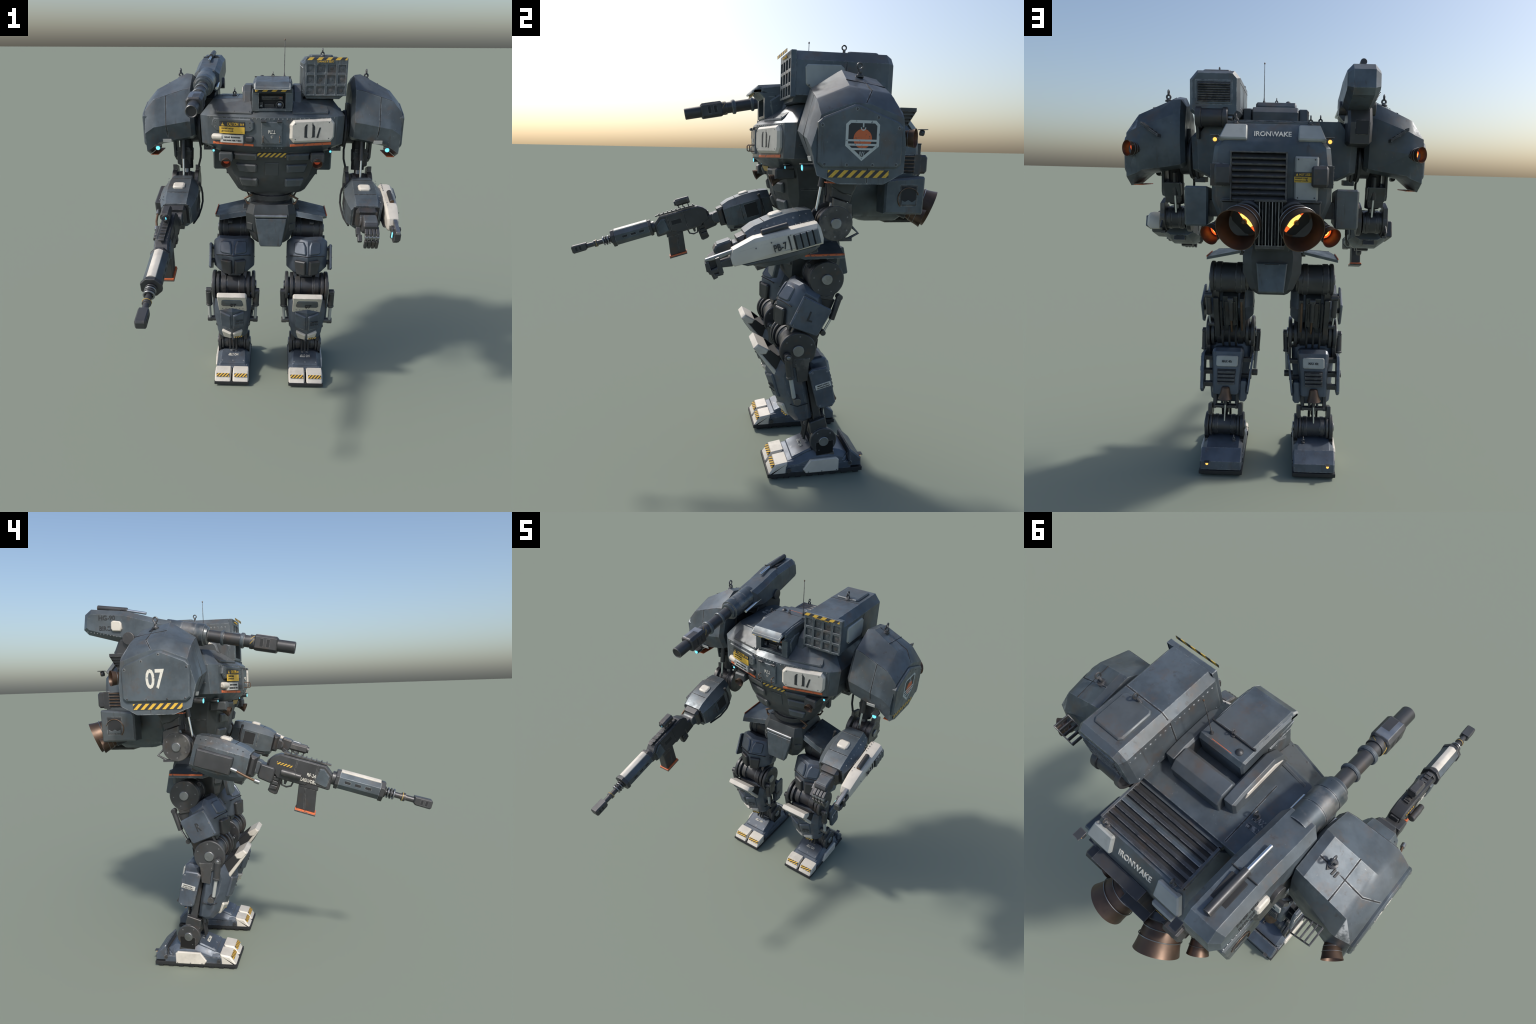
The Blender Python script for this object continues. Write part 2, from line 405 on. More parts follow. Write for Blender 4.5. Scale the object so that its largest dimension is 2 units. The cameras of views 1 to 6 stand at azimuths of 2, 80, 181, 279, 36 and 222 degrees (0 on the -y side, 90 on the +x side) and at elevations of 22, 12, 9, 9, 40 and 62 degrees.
for s in (-1, 1):          # orange marker strips
    p = Part('marker_strip', torso_ob, ORANGE)
    p.pad([on_chest(s * x, z) for x, z in ((.093, 1.496), (.306, 1.502), (.306, 1.489), (.093, 1.485))], chest_out(s * .2), .004, .001); p.done(.0005)

p = Part('chest_hatch', torso_ob, ARMOR)
p.pad([(x, .036, z) for x, z in ((-.055, 1.609), (.052, 1.609), (.052, 1.500), (-.055, 1.500))], (0, -1, 0), .010, .003)
for x in (-.042, .038):
    p.cyl((x - .013, .022, 1.613), (x + .013, .022, 1.613), .0065, mat=FRAME)
for x in (-.044, .040):
    p.tube([(x, .03, 1.540), (x, .008, 1.540), (x, .004, 1.536), (x, .004, 1.516), (x, .008, 1.512), (x, .03, 1.512)], .0028, mat=RUST)
ho = p.done(.0015)
lettering('PULL', ho, (0, .0250, 1.560), (1, 0, 0), (0, 0, 1), .018, LETTER, width=.037)
lettering('引', ho, (0, .0250, 1.537), (1, 0, 0), (0, 0, 1), .014, LETTER, width=.012)

# ------------------------------------------------------------------ abdomen
ABP = [(1.455, .085), (1.440, .088), (1.39, .111), (1.316, .128), (1.25, .152), (1.222, .172), (1.20, .188)]
def abd_y(z):
    for (z0, y0), (z1, y1) in zip(ABP, ABP[1:]):
        if z >= z1: return y0 + (y1 - y0) * (z0 - z) / (z0 - z1)
    return ABP[-1][1]
def on_abd(x, z, off=0.): return V(x, abd_y(z) + max(0, abs(x) - .09) * .26 - off, z)
ab = Part('abdomen', robot, ABDO)
ab.loft([ring(1.450, .09, .086, .235, .124, .288, .170, .32, .235, .50),
         ring(1.390, .09, .111, .225, .146, .270, .186, .32, .225, .50),
         ring(1.316, .09, .128, .205, .158, .245, .198, .32, .205, .50),
         ring(1.224, .08, .171, .155, .181, .186, .204, .33, .160, .50),
         ring(1.206, .07, .185, .140, .192, .165, .218, .33, .140, .48)][::-1])
for s in (-1, 1):
    ab.seam([(s * .258, .20, 1.353), (s * .258, .30, 1.353)], (s, 0, -.2))
    ab.box(s * .235, s * .256, .28, .305, 1.29, 1.35)
ab_ob = ab.done(.003)
for s in (-1, 1):
    for q in ([(.074, 1.440), (.200, 1.440), (.200, 1.402), (.075, 1.402)],
              [(.076, 1.379), (.190, 1.379), (.176, 1.332), (.078, 1.332)],
              [(.072, 1.298), (.174, 1.298), (.158, 1.249), (.072, 1.249)]):
        p = Part('belly_plate', ab_ob, DECK)
        (x0, z0), (x1, _), (x2, z2), (x3, _) = q
        p.pad([on_abd(s * x, z) for x, z in ((x0, z0 - .006), (x0 + .006, z0), (x1, z0), (x1, z0 - .01), (x2, z2), (x3 + .005, z2), (x3, z2 + .006))], (s * .3, -1, -.25), .013, .007); p.done(.0025)
p = Part('belly_hatch', ab_ob, ABDO)
p.pad([on_abd(x, z) for x, z in ((-.037, 1.387), (.038, 1.387), (.036, 1.313), (-.035, 1.313))], (0, -1, -.3), .004, .002); p.done(.001)
decal('hazard_strip', ab_ob, (0, .0895, 1.4325), (1, 0, 0), (0, -.40, 1), .152, .025, HAZ_MID)
for s in (-1, 1):          # small braking jets under the chest
    p = Part('front_thruster', robot, ABDO, mirror=s < 0)
    p.prism([(.082, 1.398), (.17, 1.398), (.17, 1.445), (.090, 1.445), (.082, 1.437)], .203, .277, .006)
    p.cyl((.239, .12, 1.414), (.239, .092, 1.403), .020, mat=FRAME)
    ax = V(0, -.926, -.378); c = V(.2395, .070, 1.3895)
    p.lathe(c - ax * .036, ax, [(0, .017), (.012, .019), (.036, .0275), (.0365, .0245), (.012, .015)], 32, BRONZE)
    p.lathe(c - ax * .024, ax, [(0, .016), (.002, .016)], 20, EMBER)
    p.done(.001)
    p = Part('spot_lamp', robot, FRAME, mirror=s < 0)
    p.cyl((.308, .150, 1.452), (.308, .118, 1.449), .009); p.cyl((.308, .1185, 1.449), (.308, .1165, 1.449), .006, mat=CYAN)
    p.box(.296, .320, .112, .135, 1.460, 1.463); p.done(.001)

# ------------------------------------------------------------------ shoulder joints
for s in (-1, 1):
    p = Part('shoulder_joint', robot, FRAME, mirror=s < 0)
    p.xcyl(.355, .372, .32, 1.540, .112, ch=.004); p.xcyl(.370, .400, .32, 1.540, .090)
    p.xcyl(.388, .404, .32, 1.540, .100, ch=.003); p.xcyl(.396, .45, .32, 1.540, .08)
    for k in range(4): p.torus((.376 + .006 * k, .32, 1.54), (1, 0, 0), .093, .003, 32, 6, BLACK)
    p.box(.40, .46, .27, .36, 1.60, 1.675); p.box(.33, .38, .27, .37, 1.425, 1.45)
    p.done(.002)

# ------------------------------------------------------------------ head
H = Part('head', robot, ARMOR)
H.prism([(.108, 1.648), (.108, 1.752), (.045, 1.770), (.045, 1.795), (.12, 1.806), (.285, 1.812), (.298, 1.795), (.298, 1.715), (.27, 1.700), (.12, 1.690)], -.098, .098, .008)
H.prism([(.003, 1.770), (.006, 1.777), (.034, 1.802), (.225, 1.818), (.225, 1.785), (.060, 1.772)], -.092, .092, .010)   # visor roof
H.prism([(.003, 1.766), (.007, 1.778), (.030, 1.796), (.060, 1.772)], -.090, .090, .004, PALE)
# frame round the visor opening
for x0, x1, z0, z1 in ((-.1005, -.068, 1.660, 1.752), (.066, .1005, 1.660, 1.752)):
    H.box(x0, x1, .061, .125, z0, z1)
H.prism([(.0625, 1.671), (.0625, 1.660), (.075, 1.644), (.13, 1.644), (.13, 1.671)], -.0985, .0985, .010)
H.prism([(.0625, 1.745), (.036, 1.769), (.11, 1.772), (.11, 1.745)], -.0985, .0985, .003)
for x0 in ():
    pass
H.box(-.07, .07, .102, .112, 1.66, 1.755, VOID)
H.seam([(-.095, .226, 1.816), (0, .226, 1.8185), (.095, .226, 1.816)], (0, 0, 1), .005, .001)
for s in (-1, 1):
    H.prism([(.10, 1.66), (.085, 1.735), (.125, 1.762), (.17, 1.762), (.19, 1.70)], s * .096, s * .105, .004)
    H.bolts([(s * .104, .14, 1.745), (s * .104, .17, 1.70)], (s, 0, 0), .003, .002)
head = H.done(.004)
p = Part('camera_lens', head, FRAME)
p.lathe((.037, .104, 1.686), (0, -1, 0), [(0, .021), (.022, .021), (.022, .016), (.012, .014)], 28)
p.lathe((.037, .094, 1.686), (0, -1, 0), [(0, .0145), (.006, .012), (.009, .006), (.010, .001)], 24, LENS); p.done(0)
p = Part('visor_fittings', head, FRAME)
p.box(-.055, .052, .090, .104, 1.712, 1.730); p.box(-.050, .030, .086, .092, 1.717, 1.721, VOID); p.box(.036, .046, .088, .092, 1.719, 1.724, ORANGE)
p.box(-.066, -.048, .086, .104, 1.675, 1.70); p.lathe((-.057, .088, 1.683), (0, -1, 0), [(0, .006), (.006, .005)], 16, LENS)
p.box(-.04, .01, .094, .104, 1.668, 1.690, FRAME); p.done(.001)
decal('hazard_strip', head, (0, .0160, 1.7615), (1, 0, 0), (0, .35, 1), .170, .011, HAZ_WIDE)
p = Part('antenna', head, FRAME)
p.lathe((.060, .266, 1.808), (0, 0, 1), [(0, .008), (.010, .006), (.014, .0035), (.03, .002), (.186, .0014)], 10); p.lathe((.060, .266, 1.990), (0, 0, 1), [(0, .001), (.003, .0036), (.006, .0036), (.010, .001)], 10, RUST); p.done(0)
p = Part('head_knob', head, FRAME); p.lathe((-.057, .262, 1.809), (0, 0, 1), [(0, .013), (.005, .013), (.011, .008), (.013, .001)], 16); p.done(0)
p = Part('marker_strip', head, ORANGE); p.box(-.040, .045, .2805, .2820, 1.8085, 1.8122); p.done(0)
lifting_eye(head, 0, .226, 1.812, .030, (0, 1, 0))
for s in (-1, 1):
    p = Part('head_guard', robot, DECK, mirror=s < 0)
    p.prism([(.132, 1.695), (.150, 1.745), (.195, 1.776), (.345, 1.776), (.402, 1.768), (.405, 1.700)], .104, .155, .009)
    gp = p.done(.002)
    p = Part('guard_inlay', gp, WHITE, mirror=s < 0)
    p.prism([(.165, 1.742), (.205, 1.766), (.340, 1.766), (.352, 1.748), (.20, 1.742)], .150, .1585, .002); p.done(.001)
p = Part('rear_beam', robot, DECK)
p.prism([(.338, 1.700), (.338, 1.768), (.350, 1.780), (.400, 1.776), (.428, 1.752), (.428, 1.700)], -.106, .106, .004); p.done(.002)

# ------------------------------------------------------------------ backpack
def prow(z, hx, yf, yb, c=.02):
    return [(hx - c, yf, z), (hx, yf + c, z), (hx, yb - c, z), (hx - c, yb, z), (-hx + c, yb, z), (-hx, yb - c, z), (-hx, yf + c, z), (-hx + c, yf, z)]
bp = Part('backpack', robot, ARMOR)
bp.loft([prow(1.200, .150, .52, .700), prow(1.225, .185, .45, .715), prow(1.286, .218, .43, .738), prow(1.365, .246, .43, .752), prow(1.500, .246, .43, .752),
         prow(1.582, .236, .45, .748), prow(1.606, .214, .46, .738), prow(1.676, .192, .50, .690)])
bp.seam([(.24, .7525, 1.50), (.165, .7535, 1.50)], (0, 1, 0)); bp.seam([(-.19, .7535, 1.50), (-.24, .7525, 1.50)], (0, 1, 0))
for s in (-1, 1):
    bp.box(s * .195, s * .250, .722, .756, 1.422, 1.512, FRAME)               # fins
    bp.prism([(.735, 1.425), (.790, 1.425), (.800, 1.437), (.800, 1.498), (.790, 1.510), (.735, 1.510)], s * .160, s * .228, .008, FRAME)
    bp.box(s * .238, s * .249, .62, .725, 1.428, 1.508, VOID)
    for k in range(5): bp.prism([(.62, 1.436 + .016 * k), (.725, 1.436 + .016 * k), (.725, 1.441 + .016 * k), (.62, 1.441 + .016 * k)], s * .246, s * .254, 0, RUST)
    bp.pad([(s * x, .745, z) for x, z in ((.201, 1.362), (.062, 1.362), (.062, 1.22), (.170, 1.22), (.201, 1.31))], (0, 1, 0), .030, .004, .03, FRAME)
    bp.box(s * .064, s * .203, .75, .788, 1.362, 1.369, FRAME)
bpo = bp.done(.003)
p = Part('back_grille', bpo, VOID)
p.box(-.059, .162, .748, .764, 1.366, 1.557)
for x in (-.062, .159): p.box(x, x + .006, .75, .792, 1.364, 1.560, FRAME)
p.box(-.062, .165, .75, .794, 1.556, 1.562, FRAME)
for k in range(8):
    z = 1.368 + k * .0237
    p.prism([(.760, z), (.788, z - .003), (.791, z + .004), (.776, z + .020), (.760, z + .020)], -.056, .158, 0, FRAME)
p.done(.001)
p = Part('cooling_fins', bpo, FRAME)
p.box(-.060, .060, .69, .800, 1.194, 1.367, VOID)
p.box(-.064, .064, .70, .828, 1.366, 1.375)
for k in range(8): p.box(-.048 + .0128 * k, -.044 + .0128 * k, .785, .826, 1.190, 1.366, STEEL if k % 2 else FRAME)
p.box(-.058, .058, .68, .822, 1.178, 1.192); p.done(.001)
p = Part('heat_plate', bpo, PALE)
p.pad([(x, .744, z) for x, z in ((-.095, 1.547), (-.185, 1.547), (-.189, 1.540), (-.189, 1.375), (-.183, 1.367), (-.097, 1.367), (-.091, 1.374), (-.091, 1.540))], (0, 1, 0), .024, .007)
p.bolts([(x, .766, z) for x in (-.106, -.174) for z in (1.535, 1.382)], (0, 1, 0), .004, .003, FRAME)
hp = p.done(.002)
decal('warning_label', hp, (-.138, .7690, 1.455), (-1, 0, 0), (0, 0, 1), .094, .022, YELLOW)
decal('warning_label', hp, (-.138, .7690, 1.4755), (-1, 0, 0), (0, 0, 1), .094, .018, DECALBLK)
lettering('▲ HOT 高温注意', hp, (-.136, .7712, 1.4755), (-1, 0, 0), (0, 0, 1), .012, YELLOW, width=.078)
lettering('EXHAUST ZONE', hp, (-.120, .7712, 1.4605), (-1, 0, 0), (0, 0, 1), .006, DECALBLK, width=.050)
lettering('STAND CLEAR', hp, (-.120, .7712, 1.450), (-1, 0, 0), (0, 0, 1), .005, DECALBLK, width=.054)
# sloped name panel and white corner plates
sl = lambda x, k, off=0.: V(x, .690 + .048 * k + .82 * off, 1.676 - .070 * k + .57 * off)
lettering('IRONWAKE', bpo, sl(0, .60, .0012), (-1, 0, 0), (0, -.57, .82), .025, LETTER, width=.152)
for s in (-1, 1):
    p = Part('corner_plate', bpo, PALE)
    p.pad([sl(s * .112, .12), sl(s * .193, .12), sl(s * .217, .96), sl(s * .212, 1.0), sl(s * .106, 1.0), sl(s * .103, .94), sl(s * .105, .18)], (0, .82, .57), .014, .005); p.done(.002)
    p = Part('tail_lamp', robot, FRAME, mirror=s < 0)
    p.cyl((.229, .752, 1.608), (.229, .768, 1.606), .013); p.cyl((.229, .7675, 1.606), (.229, .7705, 1.6055), .0080, mat=AMBER)
    p.box(.213, .245, .745, .782, 1.620, 1.6235); p.done(.001)
    lifting_eye(bpo, s * .153, .683, 1.676, .040, (0, 1, 0))
# louvred intake on top
p = Part('intake_louvre', bpo, VOID)
p.box(-.180, .180, .515, .672, 1.664, 1.680)
for s in (-1, 1): p.box(s * .180, s * .190, .508, .678, 1.660, 1.688, DECK)
for k in range(6):
    y = .520 + k * .0262
    p.prism([(y, 1.676), (y + .014, 1.688), (y + .0255, 1.688), (y + .016, 1.676)], -.180, .180, 0, FRAME if k != 2 else ARMOR)
p.box(-.19, .19, .672, .680, 1.660, 1.686, DECK); p.box(-.19, .19, .500, .514, 1.66, 1.688, DECK); p.done(.001)

def nozzle(parent, c, ax, R, L, neck, name='thruster_nozzle', mat=BRONZE, mirror=False, hot=True):
    """bell: rim centre c, axis ax pointing out of the mouth"""
    ax = Vector(ax).normalized(); c = Vector(c); p = Part(name, parent, mat, mirror=mirror); b = c - ax * L
    pr = []
    for k in range(9):
        u = k / 8; pr.append((L * u, neck + (R - neck) * (u ** .8) + R * .02 * math.sin(u * 6)))
    inner = [(h, r - R * .035) for h, r in reversed(pr[2:])]
    p.lathe(b, ax, pr + inner, 40)
    p.lathe(b - ax * L * .18, ax, [(0, neck * .9), (L * .10, neck * 1.12), (L * .2, neck * 1.12), (L * .22, neck)], 36, FRAME)
    for u in (.25, .55):
        r = neck + (R - neck) * (u ** .8); p.torus(b + ax * L * u, ax, r + R * .035, R * .022, 40, 6, STEEL)
    o = p.done(0)
    q = Part('combustion_core', o, VOID, mirror=mirror)
    ri = neck * .97; t0 = L * .26
    q.lathe(b + ax * t0, ax, [(0, ri), (.002, ri)], 32)
    q.lathe(b + ax * (t0 + .002), ax, [(0, ri * .22), (L * .1, ri * .2), (L * .14, ri * .1)], 16, RUST)
    if hot:
        u = V(1, 0, 0).cross(ax).normalized(); w = ax.cross(u)
        for k in range(10):
            a = 2 * math.pi * k / 10; e = u * math.cos(a) + w * math.sin(a); f = ax.cross(e)
            if hot != 'all': break
            for r0, r1, m in ((.28, .58, GLOWHOT), (.60, .98, GLOW)):
                base = b + ax * (t0 + .003); d = .9 * math.tan(math.pi / 10)
                v = [base + e * ri * r0 - f * ri * r0 * d, base + e * ri * r0 + f * ri * r0 * d, base + e * ri * r1 + f * ri * r1 * d, base + e * ri * r1 - f * ri * r1 * d]
                q.add(v + [x + ax * .002 for x in v], [[0, 1, 2, 3], [4, 5, 6, 7], [0, 1, 5, 4], [1, 2, 6, 5], [2, 3, 7, 6], [3, 0, 4, 7]], m)
        if hot != 'all':        # one burning flame bar across the injector plate
            e = (V(-.62, 0, -.78) - ax * V(-.62, 0, -.78).dot(ax)).normalized(); f = ax.cross(e); base = b + ax * (t0 + .0035)
            for r0, r1, w0, w1, m in ((-.97, -.62, .18, .22, GLOW), (-.58, -.22, .22, .30, GLOWHOT), (-.20, .20, .34, .34, GLOWHOT), (.22, .58, .30, .22, GLOWHOT), (.62, .97, .22, .18, GLOW)):
                o2 = f * ri * .16 * (1 if f.z > 0 else -1)
                v = [base + o2 * k2 + e * ri * r + f * ri * w for r, w, k2 in ((r0, w0, 1), (r1, w1, 1), (r1, -w1 * .35, 1), (r0, -w0 * .35, 1))]
                q.add(v + [x + ax * .002 for x in v], [[0, 1, 2, 3], [4, 5, 6, 7], [0, 1, 5, 4], [1, 2, 6, 5], [2, 3, 7, 6], [3, 0, 4, 7]], m)
    q.done(0)
    return o
for s in (-1, 1):
    m = s < 0
    nozzle(robot, (.1345, .872, 1.2545), (.36, .86, -.36), .0885, .120, .060, 'main_thruster', mirror=m)
    nozzle(robot, (.251, .782, 1.222), (.46, .80, -.36), .043, .075, .026, 'small_thruster', mirror=m, hot='all')
    p = Part('thruster_mount', bpo, FRAME, mirror=m)
    p.lathe((.080, .742, 1.309), (.36, .86, -.36), [(0, .075), (.03, .075), (.036, .068)], 36)
    p.cyl((.19, .68, 1.268), (.215, .722, 1.248), .034); p.done(.002)
    p = Part('side_pod', robot, ARMOR, mirror=m)
    p.prism([(.548, 1.258), (.722, 1.253), (.728, 1.26), (.730, 1.412), (.724, 1.419), (.56, 1.405), (.548, 1.39)], .262, .361, .008)
    p.box(.21, .27, .60, .68, 1.29, 1.36, FRAME)
    p.box(.358, .3622, .616, .695, 1.292, 1.382, FRAME); p.box(.359, .3630, .621, .690, 1.297, 1.377, VOID)
    p.prism([(.624, 1.298), (.688, 1.298), (.688, 1.318), (.672, 1.308), (.655, 1.318), (.640, 1.310), (.624, 1.318)], .360, .3640, 0, ARMOR)
    p.tube([(.364, .655 + .048 * math.cos(a), 1.323 + .048 * math.sin(a)) for a in [math.radians(20 + 12 * k) for k in range(18)]], .0028, mat=RUST)
    p.done(.003)

# ------------------------------------------------------------------ missile pod on the left shoulder
P_ = Part('missile_pod', robot, ARMOR)
def psec(y, i=0.):
    q = [(.178, 1.911), (.340, 1.911), (.373, 1.872), (.373, 1.738), (.340, 1.712), (.172, 1.712), (.152, 1.738), (.152, 1.882)]
    return [(x, y, z) for x, z in inset_poly(q, i)]
P_.loft([psec(.135, .004), psec(.145), psec(.526), psec(.550, .014)])
P_.seam([(.157, .347, 1.889), (.178, .347, 1.911), (.340, .347, 1.911)], (0, 0, 1), .004, .0012)
P_.seam([(.373, .347, 1.870), (.373, .347, 1.745)], (1, 0, 0), .004); P_.seam([(.152, .347, 1.878), (.152, .347, 1.745)], (-1, 0, 0), .004)
for k in range(18):
    y = .16 + .36 * k / 17
    P_.bolts([(.152, y, 1.862), (.152, y, 1.752)], (-1, 0, 0), .0030, .0022)
P_.pad([(.345, .5495, 1.868), (.186, .5495, 1.868), (.186, .5495, 1.768), (.345, .5495, 1.768)], (0, 1, 0), .004, .002, .01)
P_.pad([(.336, .553, 1.861), (.193, .553, 1.861), (.193, .553, 1.777), (.336, .553, 1.777)], (0, 1, 0), .001, .0003, .001, VOID)
for k in range(8): P_.prism([(.553, 1.780 + .0102 * k), (.558, 1.778 + .0102 * k), (.559, 1.781 + .0102 * k), (.553, 1.787 + .0102 * k)], .196, .333, 0, FRAME)
pod = P_.done(.003)
p = Part('launcher_frame', pod, ARMOR)
X0, X1, Z0, Z1 = .161, .373, 1.729, 1.909
for i in range(5):
    x = X0 + (X1 - X0) * i / 4; w = .010 if i in (0, 4) else .0065
    p.box(max(X0, x - w), min(X1, x + w), .118, .140, Z0 + .001, Z1 - .0012)
for j in range(4):
    z = Z0 + (Z1 - Z0 - .022) * j / 3; w = .009 if j in (0, 3) else .0065
    p.box(X0 + .002, X1 - .002, .1187, .140, max(Z0, z - w), z + w if j < 3 else Z1)
p.done(.0015)
for i in range(4):
    for j in range(3):
        x = X0 + (X1 - X0) * (i + .5) / 4; z = Z0 + (Z1 - Z0 - .022) * (j + .5) / 3
        p = Part('missile_tube', pod, FRAME); p.box(x - .024, x + .024, .1255, .1385, z - .024, z + .024, DECK)
        p.lathe((x, .1270, z), (0, -1, 0), [(0, .010), (.0025, .0095), (.0032, .006)], 12, JOINT if (i + j * 2) % 3 == 0 and i else DECK); p.done(.0008)
decal('hazard_strip', pod, (.267, .1020, 1.9065), (1, 0, 0), (0, 0, 1), .198, .013, HAZ_WIDE, .0004)
lettering('DANGER 危険', pod, (.262, .1150, 1.8935), (1, 0, 0), (0, 0, 1), .011, YELLOW, width=.082)
p = Part('pod_panel', pod, PALE)
p.pad([(.373, y, z) for y, z in ((.185, 1.856), (.322, 1.858), (.338, 1.845), (.338, 1.78), (.325, 1.764), (.200, 1.764), (.180, 1.780), (.176, 1.845))], (1, 0, 0), .008, .004)
p.bolts([(.380, .192, 1.776)], (1, 0, 0), .0035, .002, FRAME); p.done(.002)
p = Part('pod_hatch', pod, ARMOR)
p.pad([(x, y, 1.911) for x, y in ((.196, .376), (.206, .364), (.312, .364), (.322, .376), (.322, .490), (.312, .502), (.206, .502), (.196, .490))], (0, 0, 1), .010, .005); p.done(.002)
lifting_eye(pod, .264, .367, 1.912, .044)
p = Part('pod_mount', robot, FRAME)
p.xcyl(.225, .320, .532, 1.713, .041, ch=.003); p.xcyl(.203, .226, .532, 1.713, .047, ch=.003, mat=JOINT); p.xcyl(.318, .345, .532, 1.713, .047, ch=.003, mat=JOINT)
for x in (.206, .330): p.prism([(.44, 1.62), (.53, 1.62), (.565, 1.70), (.54, 1.75), (.46, 1.75)], x, x + .014, .002)
p.box(.20, .32, .28, .46, 1.70, 1.73); p.cyl((.204, .532, 1.713), (.184, .532, 1.713), .012, mat=STEEL); p.done(.002)

# ------------------------------------------------------------------ shoulder cannon on the right
CF = lambda q: V(-.357 + q.x, -.283 + .9845 * q.y - .1755 * q.z, 1.692 + .1755 * q.y + .9845 * q.z)
C = Part('shoulder_cannon', robot, ARMOR)
C.prism([(.300, 1.742), (.312, 1.842), (.405, 1.862), (.532, 1.897), (.716, 1.915), (.750, 1.890), (.761, 1.818), (.736, 1.793), (.585, 1.753), (.40, 1.722)], -.426, -.291, .024)
C.seam([(-.403, .56, 1.905), (-.357, .56, 1.9055), (-.311, .56, 1.905)], (0, -.1, 1), .003)
for k in range(12): C.bolts([(-.4245, .55 + .0165 * k, 1.772 + .003 * k)], (-1, 0, 0), .003, .002, STEEL)
can = C.done(.003)
p = Part('cannon_barrel', can, FRAME, frame=CF)
p.lathe((0, 0, 0), (0, 1, 0), [(.003, .022), (0, .026), (.003, .029), (.45, .029)], 36)
p.lathe((0, .003, 0), (0, -1, 0), [(0, .022), (.0005, .0215)], 30, VOID)
for s0, s1, r in ((.250, .268, .0375), (.350, .365, .0365)): p.lathe((0, 0, 0), (0, 1, 0), [(s0, r - .003), (s0 + .004, r), (s1 - .004, r), (s1, r - .003)], 36, ARMOR)
p.lathe((0, 0, 0), (0, 1, 0), [(.430, .036), (.433, .043), (.446, .045), (.449, .053), (.490, .053), (.4905, .051), (.4935, .051), (.494, .053), (.557, .053), (.5575, .051), (.5605, .051), (.561, .053), (.64, .053)], 44, BARE)
p.done(.001)
p = Part('muzzle_brake', can, FRAME, frame=CF)
p.loft([[(x, s, t) for x, t in inset_poly([(-.026, -.038), (.026, -.038), (.038, -.026), (.038, .026), (.026, .038), (-.026, .038), (-.038, .026), (-.038, -.026)], i)] for s, i in ((.085, .006), (.091, 0), (.192, 0), (.198, .006))])
for x in (-1, 1):
    for s0 in (.122, .153): p.box(x * .036, x * .0388, s0, s0 + .015, -.017, .019, VOID)
p.box(-.026, .026, .094, .19, .036, .0392, STEEL); p.box(-.008, .026, .093, .158, .037, .0397, FRAME)
p.done(.003)
p = Part('warning_band', can, FRAME, frame=CF); p.lathe((0, .197, 0), (0, 1, 0), [(0, .034), (.024, .034)], 36)
for k in range(3):
    a0 = 2.1 * k
    v = []
    for u in range(7):
        a = a0 + u * .12; v += [(.0348 * math.cos(a), .1975 + .0032 * u, .0348 * math.sin(a)), (.0348 * math.cos(a + .7), .1975 + .0032 * u, .0348 * math.sin(a + .7))]
    p.add(v, [[2 * u, 2 * u + 1, 2 * u + 3, 2 * u + 2] for u in range(6)], YELLOW)
p.done(0)
p = Part('recoil_rod', can, FRAME)
p.cyl((-.357, .700, 1.927), (-.357, .548, 1.908), .0135, seg=20); p.cyl((-.357, .55, 1.908), (-.357, .451, 1.889), .0068, seg=16, mat=CHROME)
for x in (-.383, -.345): p.box(x, x + .018, .575, .665, 1.9035, 1.9095, VOID)
p.done(.001)
p = Part('recoil_rod', can, CHROME); p.cyl((-.296, .227, 1.756), (-.300, .40, 1.788), .0085, seg=16); p.cyl((-.418, .227, 1.756), (-.414, .40, 1.788), .0085, seg=16); p.done(.001)
p = Part('cannon_plate', can, WHITE)
p.pad([(-.425, y, z) for y, z in ((.552, 1.812), (.560, 1.800), (.600, 1.803), (.607, 1.815), (.605, 1.845), (.595, 1.853), (.560, 1.848), (.553, 1.838))], (-1, 0, 0), .014, .004); p.done(.002)
lettering('HG-90', can, (-.4265, .628, 1.868), (0, -1, -.05), (0, 0, 1), .024, INK, width=.085)
lettering('BIRCH', can, (-.4265, .632, 1.818), (0, -1, -.05), (0, 0, 1), .022, INK, width=.075)
p = Part('cannon_mount', robot, FRAME)
p.prism([(.44, 1.60), (.60, 1.61), (.61, 1.70), (.575, 1.775), (.46, 1.76), (.43, 1.68)], -.420, -.314, .012)
p.box(-.404, -.348, .604, .612, 1.650, 1.708, VOID); p.xcyl(-.44, -.28, .52, 1.765, .03, mat=JOINT)
p.prism([(.36, 1.69), (.46, 1.69), (.46, 1.73), (.40, 1.75)], -.41, -.32, .004); p.done(.002)
lifting_eye(torso_ob, -.211, .364, 1.709, .042, (0, 1, 0))
lettering('MAX 40t', torso_ob, (-.245, .371, 1.7088), (-1, 0, 0), (0, -1, 0), .022, LETTER_DIM, width=.080)
lettering('荷重注意', torso_ob, (-.242, .402, 1.7088), (-1, 0, 0), (0, -1, 0), .019, LETTER_DIM, width=.080)

